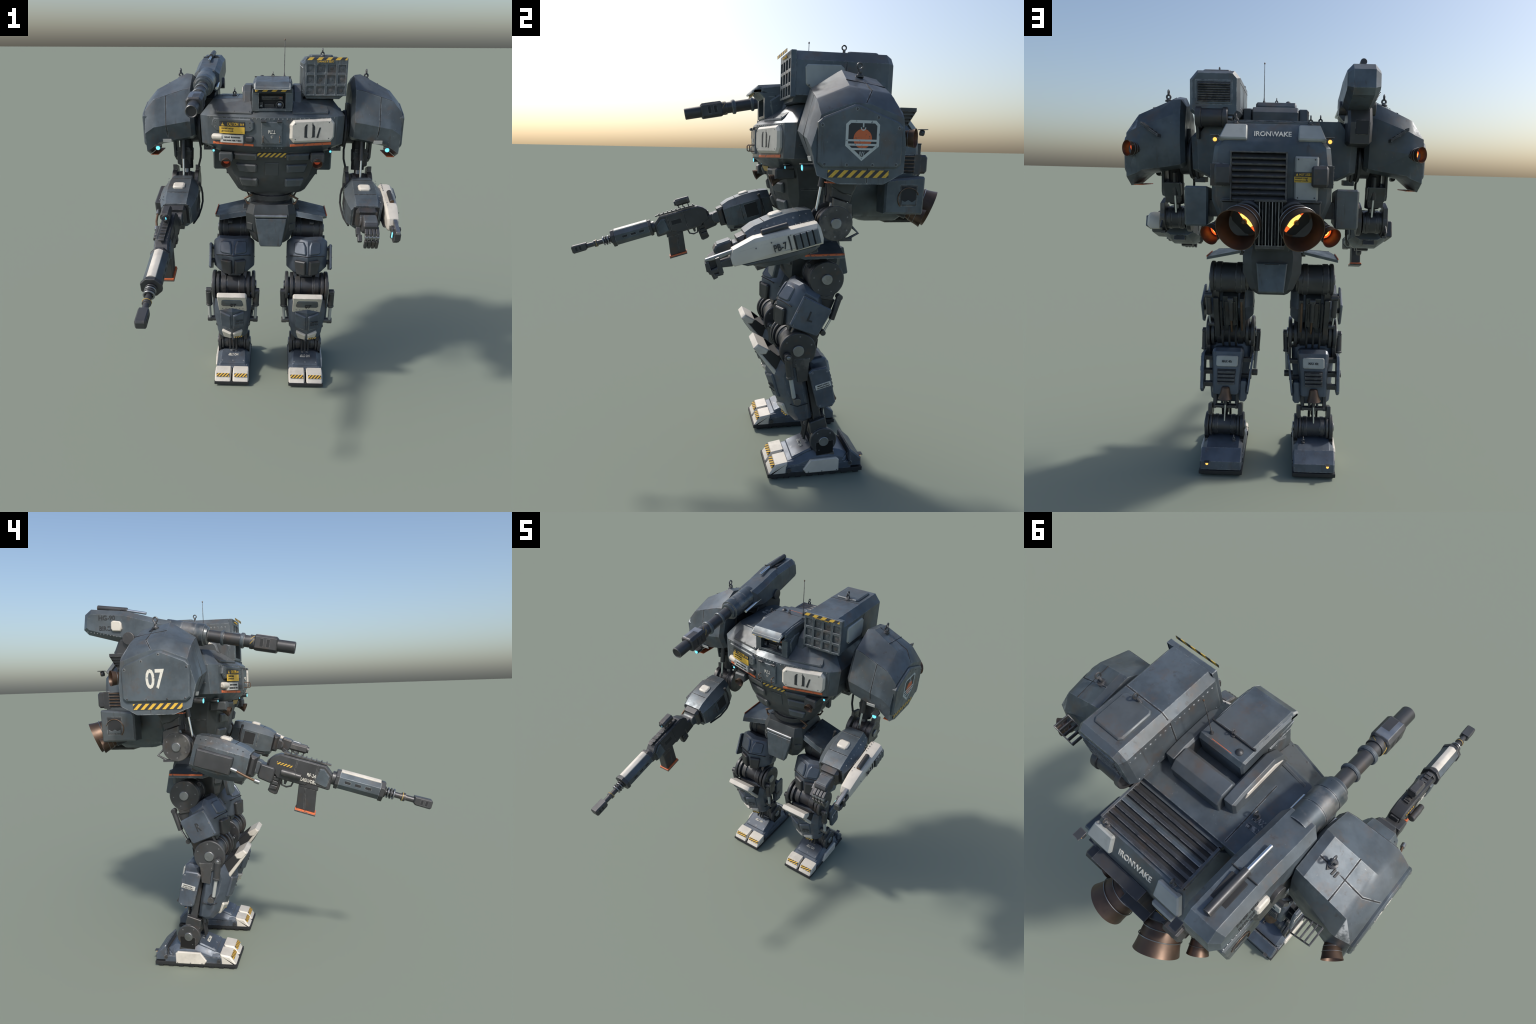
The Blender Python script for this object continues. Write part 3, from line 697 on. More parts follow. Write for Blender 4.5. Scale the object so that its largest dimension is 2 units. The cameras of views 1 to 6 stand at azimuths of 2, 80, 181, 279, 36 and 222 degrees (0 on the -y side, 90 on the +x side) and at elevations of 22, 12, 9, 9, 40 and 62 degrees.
# ------------------------------------------------------------------ shoulder armour
# outline of one section, (y, z): top front, top back, upper back, back, low back, bottom back, bottom front, low front, front, upper front
SH = [(.412, [(.305, 1.785), (.405, 1.770), (.432, 1.705), (.446, 1.600), (.430, 1.520), (.40, 1.505), (.25, 1.505), (.190, 1.522), (.160, 1.600), (.200, 1.735)]),
      (.431, [(.292, 1.823), (.436, 1.798), (.455, 1.735), (.466, 1.600), (.448, 1.508), (.41, 1.492), (.24, 1.492), (.174, 1.512), (.138, 1.596), (.183, 1.756)]),
      (.463, [(.298, 1.827), (.440, 1.797), (.464, 1.728), (.475, 1.596), (.456, 1.500), (.41, 1.486), (.24, 1.486), (.170, 1.506), (.136, 1.592), (.178, 1.752)]),
      (.603, [(.286, 1.755), (.440, 1.735), (.490, 1.672), (.506, 1.574), (.480, 1.478), (.415, 1.462), (.238, 1.462), (.160, 1.482), (.129, 1.567), (.162, 1.708)]),
      (.623, [(.284, 1.745), (.440, 1.726), (.489, 1.662), (.505, 1.565), (.484, 1.465), (.412, 1.445), (.238, 1.445), (.158, 1.466), (.129, 1.564), (.161, 1.701)]),
      (.672, [(.282, 1.690), (.345, 1.686), (.474, 1.642), (.488, 1.540), (.485, 1.446), (.410, 1.404), (.237, 1.404), (.157, 1.434), (.133, 1.531), (.166, 1.645)])]
PLATE = [(.154, 1.619), (.173, 1.638), (.283, 1.682), (.302, 1.682), (.452, 1.627), (.470, 1.607), (.469, 1.478), (.452, 1.463), (.177, 1.462), (.156, 1.479)]
for s in (-1, 1):
    m = s < 0
    p = Part('shoulder_armor', robot, ARMOR, mirror=m)
    p.loft([[(x, y, z) for y, z in q] for x, q in SH])
    # panel joints across the crown, down the front and round the rim
    p.seam([(.463, .365, 1.8125), (.54, .365, 1.775), (.623, .365, 1.7355)], (.45, 0, .9), .004, .0026)
    p.seam([(.623, .365, 1.7355), (.668, .330, 1.688)], (.75, 0, .6), .004, .003)
    p.seam([(.555, .288, 1.7795), (.555, .440, 1.7570)], (.45, 0, .9), .004, .0026)
    p.seam([(.558, .168, 1.7225), (.558, .131, 1.574), (.554, .166, 1.492)], (.05, -1, .1), .005, .0015)
    p.seam([(.432, .183, 1.7555), (.463, .178, 1.752), (.615, .161, 1.704)], (0, -.9, .5), .002, .0006)
    p.seam([(.672, .345, 1.462), (.672, .345, 1.410)], (1, 0, 0), .003)
    p.seam([(.47, .158, 1.5735), (.60, .149, 1.540), (.615, .152, 1.515)], (0, -1, -.4), .002)
    p.bolts([(.655, .175, 1.63 - .05 * k) for k in range(2)], (.4, -1, 0), .003, .002)
    sh = p.done(.0035)
    p = Part('badge_plate', sh, ARMOR, mirror=m)
    p.pad([(.672, y, z) for y, z in PLATE], (1, 0, 0), .014, .006, .01)
    bolts = [(.180, 1.475), (.262, 1.474), (.358, 1.474), (.447, 1.476), (.168, 1.61), (.292, 1.667), (.372, 1.640), (.452, 1.605)]
    p.bolts([(.685, y, z) for y, z in bolts], (1, 0, 0), .0052, .003, FRAME)
    bd = p.done(.002)
    xd = (0, s, 0)
    decal('hazard_strip', sh, (s * .6735, .3115, 1.4415), xd, (0, 0, 1), .229, .026, HAZ_BIG)
    if s > 0:
        # unit badge: shield outline, sun over waves, hanging hook and initials
        BX = .6862
        def lam(name, pts, mat, k): 
            q = Part(name, bd, mat); q.pad([(BX, y, z) for y, z in pts], (1, 0, 0), .0006 + .0005 * k, .0001, .001); return q.done(0, smooth=False)
        shield = [(.268, 1.629), (.363, 1.629), (.378, 1.615), (.378, 1.540), (.3155, 1.488), (.253, 1.540), (.253, 1.615)]
        lam('badge_shield', shield, EMBLEM, 0)
        lam('badge_shield', inset_poly(shield, .010), DECALBLK, 1)
        q = Part('badge_sun', bd, ORANGE)
        q.lathe((BX, .316, 1.5655), (1, 0, 0), [(0, .034), (.0018, .034)], 40); q.done(0, smooth=False)
        for z, w in ((1.5595, .056), (1.5445, .053), (1.5295, .042)):
            lam('badge_wave', [(.3155 - w, z - .0035), (.3155 + w, z - .0035), (.3155 + w, z + .0035), (.3155 - w, z + .0035)], EMBLEM, 3)
        lam('badge_hook', [(.314, 1.605), (.319, 1.605), (.319, 1.622), (.314, 1.622)], EMBLEM, 3)
        q = Part('badge_hook', bd, EMBLEM)
        q.tube([(BX + .0016, .3165 + .008 * math.cos(a), 1.603 + .008 * math.sin(a)) for a in [math.radians(170 + 20 * k) for k in range(11)]], .0022, 6); q.done(0)
        lettering('IW', bd, (BX + .0016, .3155, 1.512), xd, (0, 0, 1), .017, EMBLEM, width=.018)
    else:
        lettering('07', bd, (-.6868, .312, 1.562), xd, (0, 0, 1), .087, LETTER, width=.086)
    lifting_eye(sh, s * .504, .357, 1.800, .052)
    decal('paper_sticker', sh, (s * .560, .158, 1.492), (1, 0, 0), (0, -.3, 1), .046, .018, LABEL)
    lettering('DO NOT STEP', sh, (s * .560, .1564, 1.496), (1, 0, 0), (0, -.3, 1), .0045, INK, width=.034)
    p = Part('shoulder_lamp', sh, FRAME, mirror=m)
    p.cyl((.604, .16, 1.462), (.604, .120, 1.459), .0135); p.cyl((.604, .1205, 1.459), (.604, .1175, 1.4588), .0108, mat=CYAN)
    p.box(.588, .620, .112, .15, 1.470, 1.474); p.done(.001)
    p = Part('marker_strip', sh, ORANGE, mirror=m); p.box(.622, .662, .20, .40, 1.4065, 1.4105); p.done(.0005)
    nozzle(sh, (.654, .531, 1.572), (.62, .78, 0), .036, .052, .022, 'shoulder_thruster', mirror=m, hot='all')
    p = Part('louvre_vane', sh, FRAME, mirror=m)           # slatted air brake behind the shoulder
    a, b = V(.583, 0, 1.683), V(.512, 0, 1.635)
    for k in range(5):
        c = a + (b - a) * k / 4; p.box(c.x - .0025, c.x + .0025, .494, .560, c.z - .012, c.z + .002)
    for y in (.494, .557):
        p.loft([[(q.x, yy, q.z + dz) for yy, dz in ((y, -.010), (y + .004, -.010), (y + .004, .002), (y, .002))] for q in (a, b)])
    p.done(.0008)
lettering('VII', sh, (-.510, .372, 1.7935), (-1, 0, -.45), (0, -1, .15), .020, INK, width=.050)

# ------------------------------------------------------------------ arms
AF = yz_frame(.272, 1.245, 16)
AX = .4875
def fsec(st, ht, hs, tt, ts, tl, tb, hb):
    """forearm section at s: half widths (top, side, bottom) and heights"""
    return [(AX - ht, st, tt), (AX + ht, st, tt), (AX + hs, st, ts), (AX + hs, st, tl), (AX + hb, st, tb), (AX - hb, st, tb), (AX - hs, st, tl), (AX - hs, st, ts)]
for s in (-1, 1):
    m = s < 0
    p = Part('upper_arm', robot, FRAME, mirror=m)
    p.cyl((.482, .318, 1.53), (.482, .286, 1.318), .036, seg=32, mat=BLACK)
    p.cyl((.482, .286, 1.322), (.482, .278, 1.28), .018, mat=STEEL)
    p.prism([(.252, 1.42), (.372, 1.42), (.357, 1.385), (.341, 1.350), (.262, 1.380)], .45, .535, .004, ABDO)
    p.prism([(.255, 1.44), (.26, 1.345), (.335, 1.322), (.36, 1.42)], .455, .53, .003)
    q = [(.250, 1.46), (.205, 1.46), (.20, 1.395), (.225, 1.365), (.25, 1.40)]
    p.prism([(.24, 1.49), (.345, 1.49), (.35, 1.375), (.335, 1.355), (.30, 1.36), (.25, 1.39)], .530, .545, .004, ABDO)   # guard plate
    p.cyl((.489, .246, 1.49), (.489, .226, 1.381), .0145, seg=24); p.cyl((.489, .2265, 1.384), (.489, .211, 1.286), .0068, seg=16, mat=CHROME)
    p.cyl((.478, .362, 1.47), (.478, .346, 1.36), .012, seg=20); p.cyl((.478, .347, 1.365), (.478, .331, 1.275), .0062, seg=14, mat=CHROME)
    p.tube([(.405, .29, 1.47), (.398, .28, 1.43), (.400, .275, 1.38), (.412, .272, 1.335), (.42, .27, 1.31)], .006, 10, BLACK)
    p.done(.0015)
    p = Part('elbow', robot, JOINT, mirror=m)
    y, z = .272, 1.245
    p.xcyl(.440, .535, y, z, .054, mat=FRAME); p.xcyl(.452, .468, y, z, .057, ch=.002); p.xcyl(.505, .522, y, z, .057, ch=.002)
    for x0, x1 in ((.531, .558), (.409, .431)):
        p.xcyl(x0, x1, y, z, .069, 40, ch=.003)
        p.prism([(y - .015, z + .03), (y + .065, z + .02), (y + .062, z + .075), (y - .012, z + .098)], x0 + .002, x1 - .002, .002)
    p.xcyl(.556, .566, y, z, .0225, 28, ch=.003, mat=STEEL)
    for k in range(6):
        a = .5 + k * math.pi / 3; p.bolts([(.5575, y + .052 * math.cos(a), z + .052 * math.sin(a))], (1, 0, 0), .0032, .0015, STEEL)
    p.tube([(.545, .318, 1.222), (.545, .340, 1.232), (.545, .368, 1.205), (.545, .325, 1.182)], .0058, 8, FRAME)
    p.box(.532, .553, .290, .342, 1.174, 1.186, FRAME); p.done(.002)

    p = Part('forearm', robot, ARMOR, frame=AF, mirror=m)
    p.loft([fsec(.078, .047, .071, .078, .040, -.060, -.076, .045), fsec(.110, .052, .084, .084, .045, -.064, -.086, .050), fsec(.165, .056, .096, .090, .048, -.066, -.097, .052),
            fsec(.225, .057, .0985, .090, .048, -.066, -.100, .052), fsec(.310, .056, .089, .080, .046, -.060, -.089, .052), fsec(.350, .054, .0765, .0655, .040, -.050, -.073, .048)])
    p.seam([(AX - .053, .128, .0865), (AX + .053, .128, .0865)], (0, 0, 1), .003); p.seam([(AX - .056, .268, .0855), (AX + .056, .268, .0855)], (0, -.2, 1), .003)
    p.prism([(.346, .058), (.352, .058), (.352, -.052), (.346, -.052)], AX - .067, AX + .067, .004, VOID)
    # inner face window and lower rim
    p.pad([(AX - .0975, q, t) for q, t in ((.165, .038), (.235, .038), (.235, -.036), (.165, -.036))], (-1, 0, 0), .0015, .0005, .004, VOID)
    p.seam([(AX - .0885, .130, .045), (AX - .0885, .130, -.045)], (-1, 0, 0), .004); p.seam([(AX - .0955, .255, .045), (AX - .0955, .255, -.045)], (-1, 0, 0), .003)
    for k in range(9): p.bolts([(AX + .074, .105 + .026 * k, .072 - .0006 * k)], (.8, 0, .6), .003, .002)
    for k in range(9): p.bolts([(AX + .0955, .140 + .018 * k, .046)], (1, 0, .2), .003, .002)
    p.box(AX - .03, AX + .03, .300, .340, -.100, -.074, FRAME); p.box(AX - .028, AX + .028, .085, .115, -.100, -.07, FRAME)
    fa = p.done(.003)
    p = Part('forearm_button', fa, WHITE, frame=AF, mirror=m)
    p.loft([[(AX + x, a, t) for x, a in inset_poly([(-.022, .185), (.022, .185), (.031, .194), (.031, .228), (.022, .238), (-.022, .238), (-.031, .228), (-.031, .194)], i)] for t, i in ((.082, -.002), (.096, 0), (.101, .008))])
    p.done(.002)
    p = Part('forearm_hose', fa, BLACK, frame=AF, mirror=m)
    p.tube([(AX - .096, .140, .062), (AX - .106, .140, .040), (AX - .110, .141, .005), (AX - .110, .150, -.040), (AX - .104, .180, -.066), (AX - .095, .24, -.080), (AX - .078, .32, -.074)], .0052, 10)
    p.lathe((AX - .096, .140, .058), (0, 0, 1), [(0, .008), (.016, .008)], 12); p.done(.0)
    p = Part('wrist', robot, FRAME, frame=AF, mirror=m)
    p.prism([(.345, .058), (.385, .052), (.385, -.048), (.345, -.052)], AX - .055, AX + .055, .014)
    p.xcyl(AX - .038, AX + .038, .392, .004, .031, 28, ch=.003, mat=DECK); p.done(.002)

# left hand, loosely curled
HANDM = [FRAME]
p = Part('hand', robot, FRAME, frame=AF)
p.prism([(.405, .048), (.470, .044), (.482, .030), (.482, .008), (.455, -.030), (.405, -.032)], AX - .030, AX + .044, .006)
p.prism([(.410, .052), (.462, .049), (.474, .038), (.410, .038)], AX - .026, AX + .040, .004, DECK)
p.prism([(.385, .030), (.412, .030), (.412, -.030), (.385, -.030)], AX - .040, AX + .034, .004)
hand = p.done(.002)
def phal(part, x0, x1, a, b, w):
    """one finger bone between two (y, z) joints, world axes"""
    d = (V(0, *b) - V(0, *a)).normalized(); n = V(0, -d.z, d.y) * w
    q = [V(0, *a) + n, V(0, *b) + n, V(0, *b) - n, V(0, *a) - n]; part.prism([(v.y, v.z) for v in q], x0, x1, .002)
for k in range(4):
    f = Part('finger', hand, FRAME); x0 = .4655 + k * .0182; x1 = x0 + .0160
    phal(f, x0, x1, (-.178, 1.128), (-.214, 1.100), .0105); phal(f, x0 + .001, x1 - .001, (-.210, 1.104), (-.212, 1.076), .009, )
    phal(f, x0, x1, (-.213, 1.074), (-.190, 1.030), .0095); f.xcyl(x0, x1, -.211, 1.090, .0105, 14, mat=STEEL); f.done(.0012)
f = Part('thumb', hand, FRAME); phal(f, .430, .452, (-.130, 1.108), (-.165, 1.082), .013); phal(f, .436, .458, (-.165, 1.084), (-.190, 1.058), .010); f.done(.002)

# right hand on the rifle grip
p = Part('hand', robot, FRAME, frame=AF, mirror=True)
p.prism([(.405, .030), (.470, .026), (.478, .016), (.478, -.040), (.468, -.050), (.410, -.042), (.402, -.03)], AX - .025, AX + .058, .006)
p.prism([(.39, .028), (.415, .028), (.415, -.028), (.39, -.028)], AX - .034, AX + .036, .004)
hr = p.done(.002)
for k in range(3):
    f = Part('finger', hr, FRAME, frame=AF, mirror=True); t = -.025 - .022 * k
    f.prism([(.468, t + .010), (.505, t + .008), (.505, t - .010), (.468, t - .010)], AX - .020, AX + .030, .002); f.done(.0012)

# ------------------------------------------------------------------ right forearm equipment box
p = Part('equipment_box', robot, FRAME, frame=AF, mirror=True)
p.prism([(.110, .030), (.280, .031), (.283, .026), (.283, -.050), (.278, -.054), (.112, -.056), (.108, -.05), (.106, .025)], .565, .613, .006)
p.cyl((.598, .280, -.022), (.598, .312, -.026), .0095, mat=STEEL); p.tube([(.598, .31, -.026), (.597, .36, -.038), (.588, .405, -.048)], .0062, 10, RUST)
p.cyl((.589, .40, -.047), (.586, .424, -.050), .0105, mat=STEEL); p.done(.0025)

# ------------------------------------------------------------------ white launcher on the left forearm
PB = [(.087, .044), (.078, .020), (.076, -.020), (.083, -.044), (.206, -.041), (.300, -.037), (.425, -.031), (.436, -.020), (.436, .006), (.418, .036), (.330, .056), (.200, .050)]
p = Part('arm_launcher', robot, WHITE, frame=AF)
p.loft([[(.584, a, b) for a, b in inset_poly(PB, .010)], [(.594, a, b) for a, b in PB], [(.628, a, b) for a, b in PB],
        [(.645 if a < .35 else .640, a, b) for a, b in inset_poly(PB, .004)], [(.660 - max(0, a - .18) * .075, a, b) for a, b in inset_poly(PB, .018)]])
p.seam([(.628, .209, .049), (.655, .209, .034), (.6595, .209, 0), (.656, .209, -.028)], (1, 0, 0), .004)
for a, b in ((.095, .051), (.112, .051), (.13, .051), (.148, .051), (.165, .051), (.32, .055), (.295, .055)): p.bolts([(.598, a, b)], (-.1, 0, 1), .0025, .0015, FRAME)
for a, b in ((.275, .022), (.335, .018), (.200, .030)): p.bolts([(.657, a, b)], (1, 0, .1), .003, .0015, FRAME)
pl = p.done(.004)
p = Part('launcher_vent', pl, VOID, frame=AF); p.box(.655, .6605, .096, .192, -.030, .026)
p.done(0)
for k in range(4):
    p = Part('vent_slat', pl, ARMOR, frame=AF); a = .098 + .0235 * k
    p.prism([(a, .026), (a + .0185, .026), (a + .0185, -.030), (a, -.030)], .658, .668, .002); p.done(.001)
lettering('PB-7', pl, V(.6575, 0, 0) + AF(V(0, .247, -.003)), (0, .961, .276), (0, -.276, .961), .027, INK, width=.050)
p = Part('launcher_tube', pl, FRAME, frame=AF)
p.lathe((.622, .194, .060), (0, 1, 0), [(0, .008), (.003, .0125), (.100, .0125), (.103, .010)], 20); p.lathe((.622, .2965, .060), (0, 1, 0), [(0, .0105), (.0015, .0105)], 20, RUST)
p.box(.612, .632, .20, .29, .040, .056); p.done(.001)
p = Part('launcher_keel', pl, DECK, frame=AF); p.prism([(.10, -.040), (.40, -.030), (.38, -.042), (.25, -.060), (.12, -.058)], .575, .640, .006); p.done(.002)
p = Part('clamp_tool', pl, FRAME, frame=AF)
p.prism([(.415, .034), (.522, .028), (.527, .016), (.470, .012), (.418, .020)], .610, .632, .003, STEEL)
p.prism([(.432, .008), (.474, .006), (.474, -.018), (.432, -.026)], .600, .640, .003)
p.prism([(.470, .024), (.488, .022), (.488, -.036), (.470, -.040)], .596, .642, .002)
p.prism([(.512, .016), (.527, .016), (.530, -.020), (.512, -.022)], .604, .636, .002)
p.prism([(.480, -.012), (.526, -.018), (.522, -.034), (.480, -.034)], .606, .634, .003); p.prism([(.470, -.036), (.506, -.036), (.506, -.048), (.474, -.048)], .606, .632, .002)
p.box(.597, .600, .492, .506, -.020, .008, CYAN); p.box(.600, .612, .488, .512, -.030, .014); p.done(.0015)

# ------------------------------------------------------------------ rifle
RX = .493; RT = .046
def octo(R, k=.42): return [(RX + R * a, RT + R * b) for a, b in ((-k, 1), (k, 1), (1, k), (1, -k), (k, -1), (-k, -1), (-1, -k), (-1, k))]
def ro(part, s0, s1, R, ch=.002, mat=None):
    part.loft([[(x, s, t) for x, t in inset_poly(octo(R), i)] for s, i in ((s0, ch), (s0 + ch, 0), (s1 - ch, 0), (s1, ch))], mat)
g = Part('rifle', robot, FRAME, frame=AF, mirror=True)
g.prism([(.436, .006), (.437, .058), (.455, .078), (.482, .094), (.700, .094), (.741, .062), (.743, -.008), (.735, -.013), (.640, -.010), (.630, -.022), (.490, -.022), (.480, -.010)], RX - .032, RX + .032, .006)
g.prism([(.495, .096), (.722, .097), (.722, .104), (.495, .104)], RX - .013, RX + .013, 0, JOINT)
for k in range(9): g.box(RX - .013, RX + .013, .500 + .0245 * k, .506 + .0245 * k, .103, .1105)
g.seam([(RX + .0322, .566, .090), (RX + .0322, .566, .00)], (1, 0, 0), .0025); g.seam([(RX + .0322, .664, .090), (RX + .0322, .664, -.005)], (1, 0, 0), .0025)
g.seam([(RX - .0322, .566, .090), (RX - .0322, .566, .00)], (-1, 0, 0), .003); g.seam([(RX - .0322, .660, .090), (RX - .0322, .660, -.005)], (-1, 0, 0), .003)
g.box(RX - .0328, RX - .030, .590, .645, .030, .054, VOID)
g.lathe((RX, .74, RT), (0, 1, 0), [(0, .032), (.02, .032)], 24)
for x in (1, -1): g.pad([(RX + x * .032, a, b) for a, b in ((.668, .006), (.676, .074), (.695, .078), (.728, .050), (.728, .004), (.722, -.002))], (x, 0, 0), .007, .003, .003, ARMOR)
g.lathe((RX, .98, RT), (0, 1, 0), [(0, .0135), (.15, .0135)], 24); g.lathe((RX, 1.066, RT), (0, 1, 0), [(0, .016), (.002, .0195), (.018, .0195), (.020, .016)], 24); g.torus((RX, 1.072, RT), (0, 1, 0), .0195, .0012, 24, 6, YELLOW)
for k in range(4): g.torus((RX, .990 + .0135 * k, RT), (0, 1, 0), .022, .0042, 26, 8, STEEL if k % 2 else FRAME)
rif = g.done(.002)
p = Part('handguard', rif, ARMOR, frame=AF, mirror=True); ro(p, .770, .968, .0405)
ro(p, .756, .773, .0440, mat=FRAME); ro(p, .964, .984, .0455, mat=FRAME)
for x in (1, -1):
    for k in range(3): p.box(RX + x * .038, RX + x * .0412, .800 + .048 * k, .828 + .048 * k, .040, .052, VOID)
p.done(.002)
p = Part('handguard_cover', rif, WHITE, frame=AF, mirror=True)
p.loft([[(RX - .020, s, .080), (RX + .020, s, .080), (RX + .020, s, .088), (RX + .004, s, .0955), (RX - .004, s, .0955), (RX - .020, s, .088)] for s in (.774, .962)]); p.done(.002)
p = Part('muzzle_brake', rif, FRAME, frame=AF, mirror=True)
p.prism([(1.124, .066), (1.202, .068), (1.208, .060), (1.208, .032), (1.202, .025), (1.135, .026), (1.124, .034)], RX - .0225, RX + .0225, .005)
for x in (1, -1):
    for s0 in (1.155, 1.176): p.box(RX + x * .021, RX + x * .0230, s0, s0 + .011, .036, .058, VOID)
p.done(.002)
p = Part('magazine', rif, FRAME, frame=AF, mirror=True)
p.prism([(.598, -.012), (.684, -.010), (.706, -.136), (.616, -.136)], RX - .027, RX + .027, .003)
p.prism([(.614, -.004), (.690, -.002), (.694, -.030), (.606, -.032)], RX - .029, RX + .029, .003)
for x in (1, -1): p.seam([(RX + x * .027, .632, -.03), (RX + x * .027, .655, -.13)], (x, 0, 0), .003)
p.prism([(.611, -.135), (.711, -.135), (.711, -.148), (.613, -.148)], RX - .034, RX + .034, .002, ORANGE)
p.prism([(.610, -.143), (.712, -.143), (.712, -.150), (.612, -.150)], RX - .0348, RX + .0348, 0, FRAME); p.done(.0015)
p = Part('pistol_grip', rif, FRAME, frame=AF, mirror=True)
p.prism([(.478, -.012), (.520, -.012), (.512, -.098), (.503, -.104), (.476, -.100), (.464, -.092)], RX - .014, RX + .014, .004)
p.tube([(RX, .515, -.030), (RX, .522, -.052), (RX, .545, -.056), (RX, .566, -.046), (RX, .572, -.018)], .0045, 8); p.prism([(.525, -.018), (.545, -.018), (.540, -.045), (.530, -.045)], RX - .006, RX + .006, .001)
p.prism([(.430, .050), (.446, .052), (.446, .030), (.430, .028)], RX - .022, RX + .022, .004); p.done(.002)
p = Part('rifle_sight', rif, JOINT, frame=AF, mirror=True)
p.loft([[(RX + x, s, t) for x, t in inset_poly([(-.014, .122), (.014, .122), (.023, .131), (.023, .150), (.014, .160), (-.014, .160), (-.023, .150), (-.023, .131)], i)] for s, i in ((.514, .004), (.518, 0), (.590, 0), (.593, .003))])
p.lathe((RX, .590, .140), (0, 1, 0), [(0, .0145), (.012, .0145), (.012, .011), (.006, .010)], 24, FRAME); p.lathe((RX, .597, .140), (0, 1, 0), [(0, .0105), (.001, .0105)], 20, LENS); p.box(RX - .009, RX - .004, .5985, .600, .134, .146, CYAN)
for a in (.525, .555, .580): p.box(RX - .010, RX + .010, a, a + .006, .108, .124, FRAME)
p.done(.002)
p = Part('side_lamp', rif, JOINT, frame=AF, mirror=True)
p.lathe((RX + .054, .504, .018), (0, 1, 0), [(0, .013), (.003, .0165), (.070, .0165), (.072, .0145), (.096, .0145), (.098, .012)], 24); p.box(RX + .028, RX + .046, .52, .56, .008, .026, FRAME); p.done(.001)
AD = (0, -.961, -.276); AU = (0, -.276, .961)
def rtx(body, s0, t0, size, w): return lettering(body, rif, AF(V(-RX - .0328, s0, t0)), AD, AU, size, LETTER, width=w)
rtx('RF-24', .646, .034, .016, .042); rtx('GLASSWORK', .634, .006, .016, .086)
h = decal('hazard_strip', rif, AF(V(-RX - .0322, .512, .050)), AD, AU, .074, .012, HAZ_TINY)

# ------------------------------------------------------------------ waist and pelvis
p = Part('waist', robot, FRAME)
p.lathe((0, .31, 1.105), (0, 0, 1), [(0, .105), (.012, .122), (.028, .122), (.032, .108), (.048, .108), (.052, .128), (.078, .128), (.082, .115), (.11, .115)], 40)
p.prism([(.30, 1.112), (.440, 1.112), (.470, 1.160), (.470, 1.215), (.30, 1.215)], -.085, .085, .008, ABDO)
for k in range(14):
    a = 2 * math.pi * k / 14; p.box(.11 * math.cos(a) - .012, .11 * math.cos(a) + .012, .31 + .11 * math.sin(a) - .012, .31 + .11 * math.sin(a) + .012, 1.158, 1.18, JOINT if k % 3 else RUST)
for s in (-1, 1):
    for y in (.22, .40): p.tube([(s * .105, y, 1.185), (s * .150, y + .004, 1.160), (s * .135, y, 1.135), (s * .105, y, 1.125)], .0065, 10, RUST)
p.done(.002)
def pel(z, fx, sx, yf, yfs, yb):
    h = [(fx, yf), (sx, yfs), (sx, yb - .03), (fx, yb)]
    return [(x, y, z) for x, y in h] + [(-x, y, z) for x, y in reversed(h)]
p = Part('pelvis', robot, ABDO)
p.loft([pel(.898, .062, .078, .210, .225, .430), pel(.925, .075, .105, .185, .205, .446), pel(1.005, .095, .140, .160, .200, .448), pel(1.085, .100, .142, .156, .195, .440), pel(1.137, .092, .120, .178, .210, .425)])
p.seam([(.142, .21, 1.04), (.142, .42, 1.04)], (1, 0, 0), .002); p.seam([(-.142, .21, 1.04), (-.142, .42, 1.04)], (-1, 0, 0), .002)
for s in (-1, 1): p.pad([(s * x, y, z) for x, y, z in ((.104, .166, 1.03), (.136, .194, 1.03), (.136, .194, .99), (.104, .166, .99))], (s * .7, -.7, 0), .005, .002)
pv = p.done(.004)
p = Part('groin_plate', pv, ARMOR)
p.prism([(.135, 1.058), (.153, 1.066), (.153, .93), (.128, .905), (.114, .910), (.118, .96)], -.088, .088, .003)
p = Part('groin_plate', pv, ARMOR)
F = [(-.088, 1.066), (.088, 1.066), (.088, 1.05), (.064, .920), (.056, .908), (-.056, .908), (-.064, .920), (-.088, 1.05)]
def gy(z): return .118 + (z - .908) * .17
p.loft([[(x, gy(z) + d, z) for x, z in inset_poly(F, i)] for d, i in ((.026, 0), (.005, 0), (0, .005))])
p.done(.002)
p = Part('groin_hinge', pv, STEEL); p.cyl((-.090, .152, 1.078), (.090, .152, 1.078), .0105, seg=20); p.done(.001)
p = Part('tail_plate', pv, ARMOR)
p.pad([(x, y, z) for x, y, z in ((-.074, .452, 1.056), (.074, .452, 1.056), (.060, .484, .920), (-.060, .484, .920))], (0, 1, .2), .020, .005, .03); p.box(-.035, .035, .45, .4735, 1.042, 1.0555, VOID); p.done(.002)
for s in (-1, 1):
    p = Part('hip_guard', robot, ARMOR, mirror=s < 0)
    q = [(.140, .208, 1.090), (.290, .168, 1.076), (.318, .215, 1.066), (.318, .396, 1.070), (.150, .405, 1.108)]
    p.loft([[V(*v) + V(.0, 0, d) for v in q] for d in (-.014, 0)])
    p.loft([[(.140, .208, 1.092), (.142, .214, 1.092), (.290, .176, 1.078), (.290, .168, 1.078)], [(.138, .200, 1.064), (.142, .208, 1.064), (.290, .166, 1.050), (.290, .158, 1.050)]])
    p.box(.09, .16, .25, .38, 1.08, 1.10, FRAME); p.bolts([(.165, .22, 1.087), (.165, .38, 1.104)], (.2, 0, 1), .003, .002)
    hg = p.done(.002)
    p = Part('marker_strip', hg, ORANGE, mirror=s < 0); p.loft([[(.3145, y, z + .006), (.3195, y, z + .004), (.3195, y, z - .003), (.3145, y, z - .003)] for y, z in ((.215, 1.068), (.394, 1.072))]); p.done(.0005)

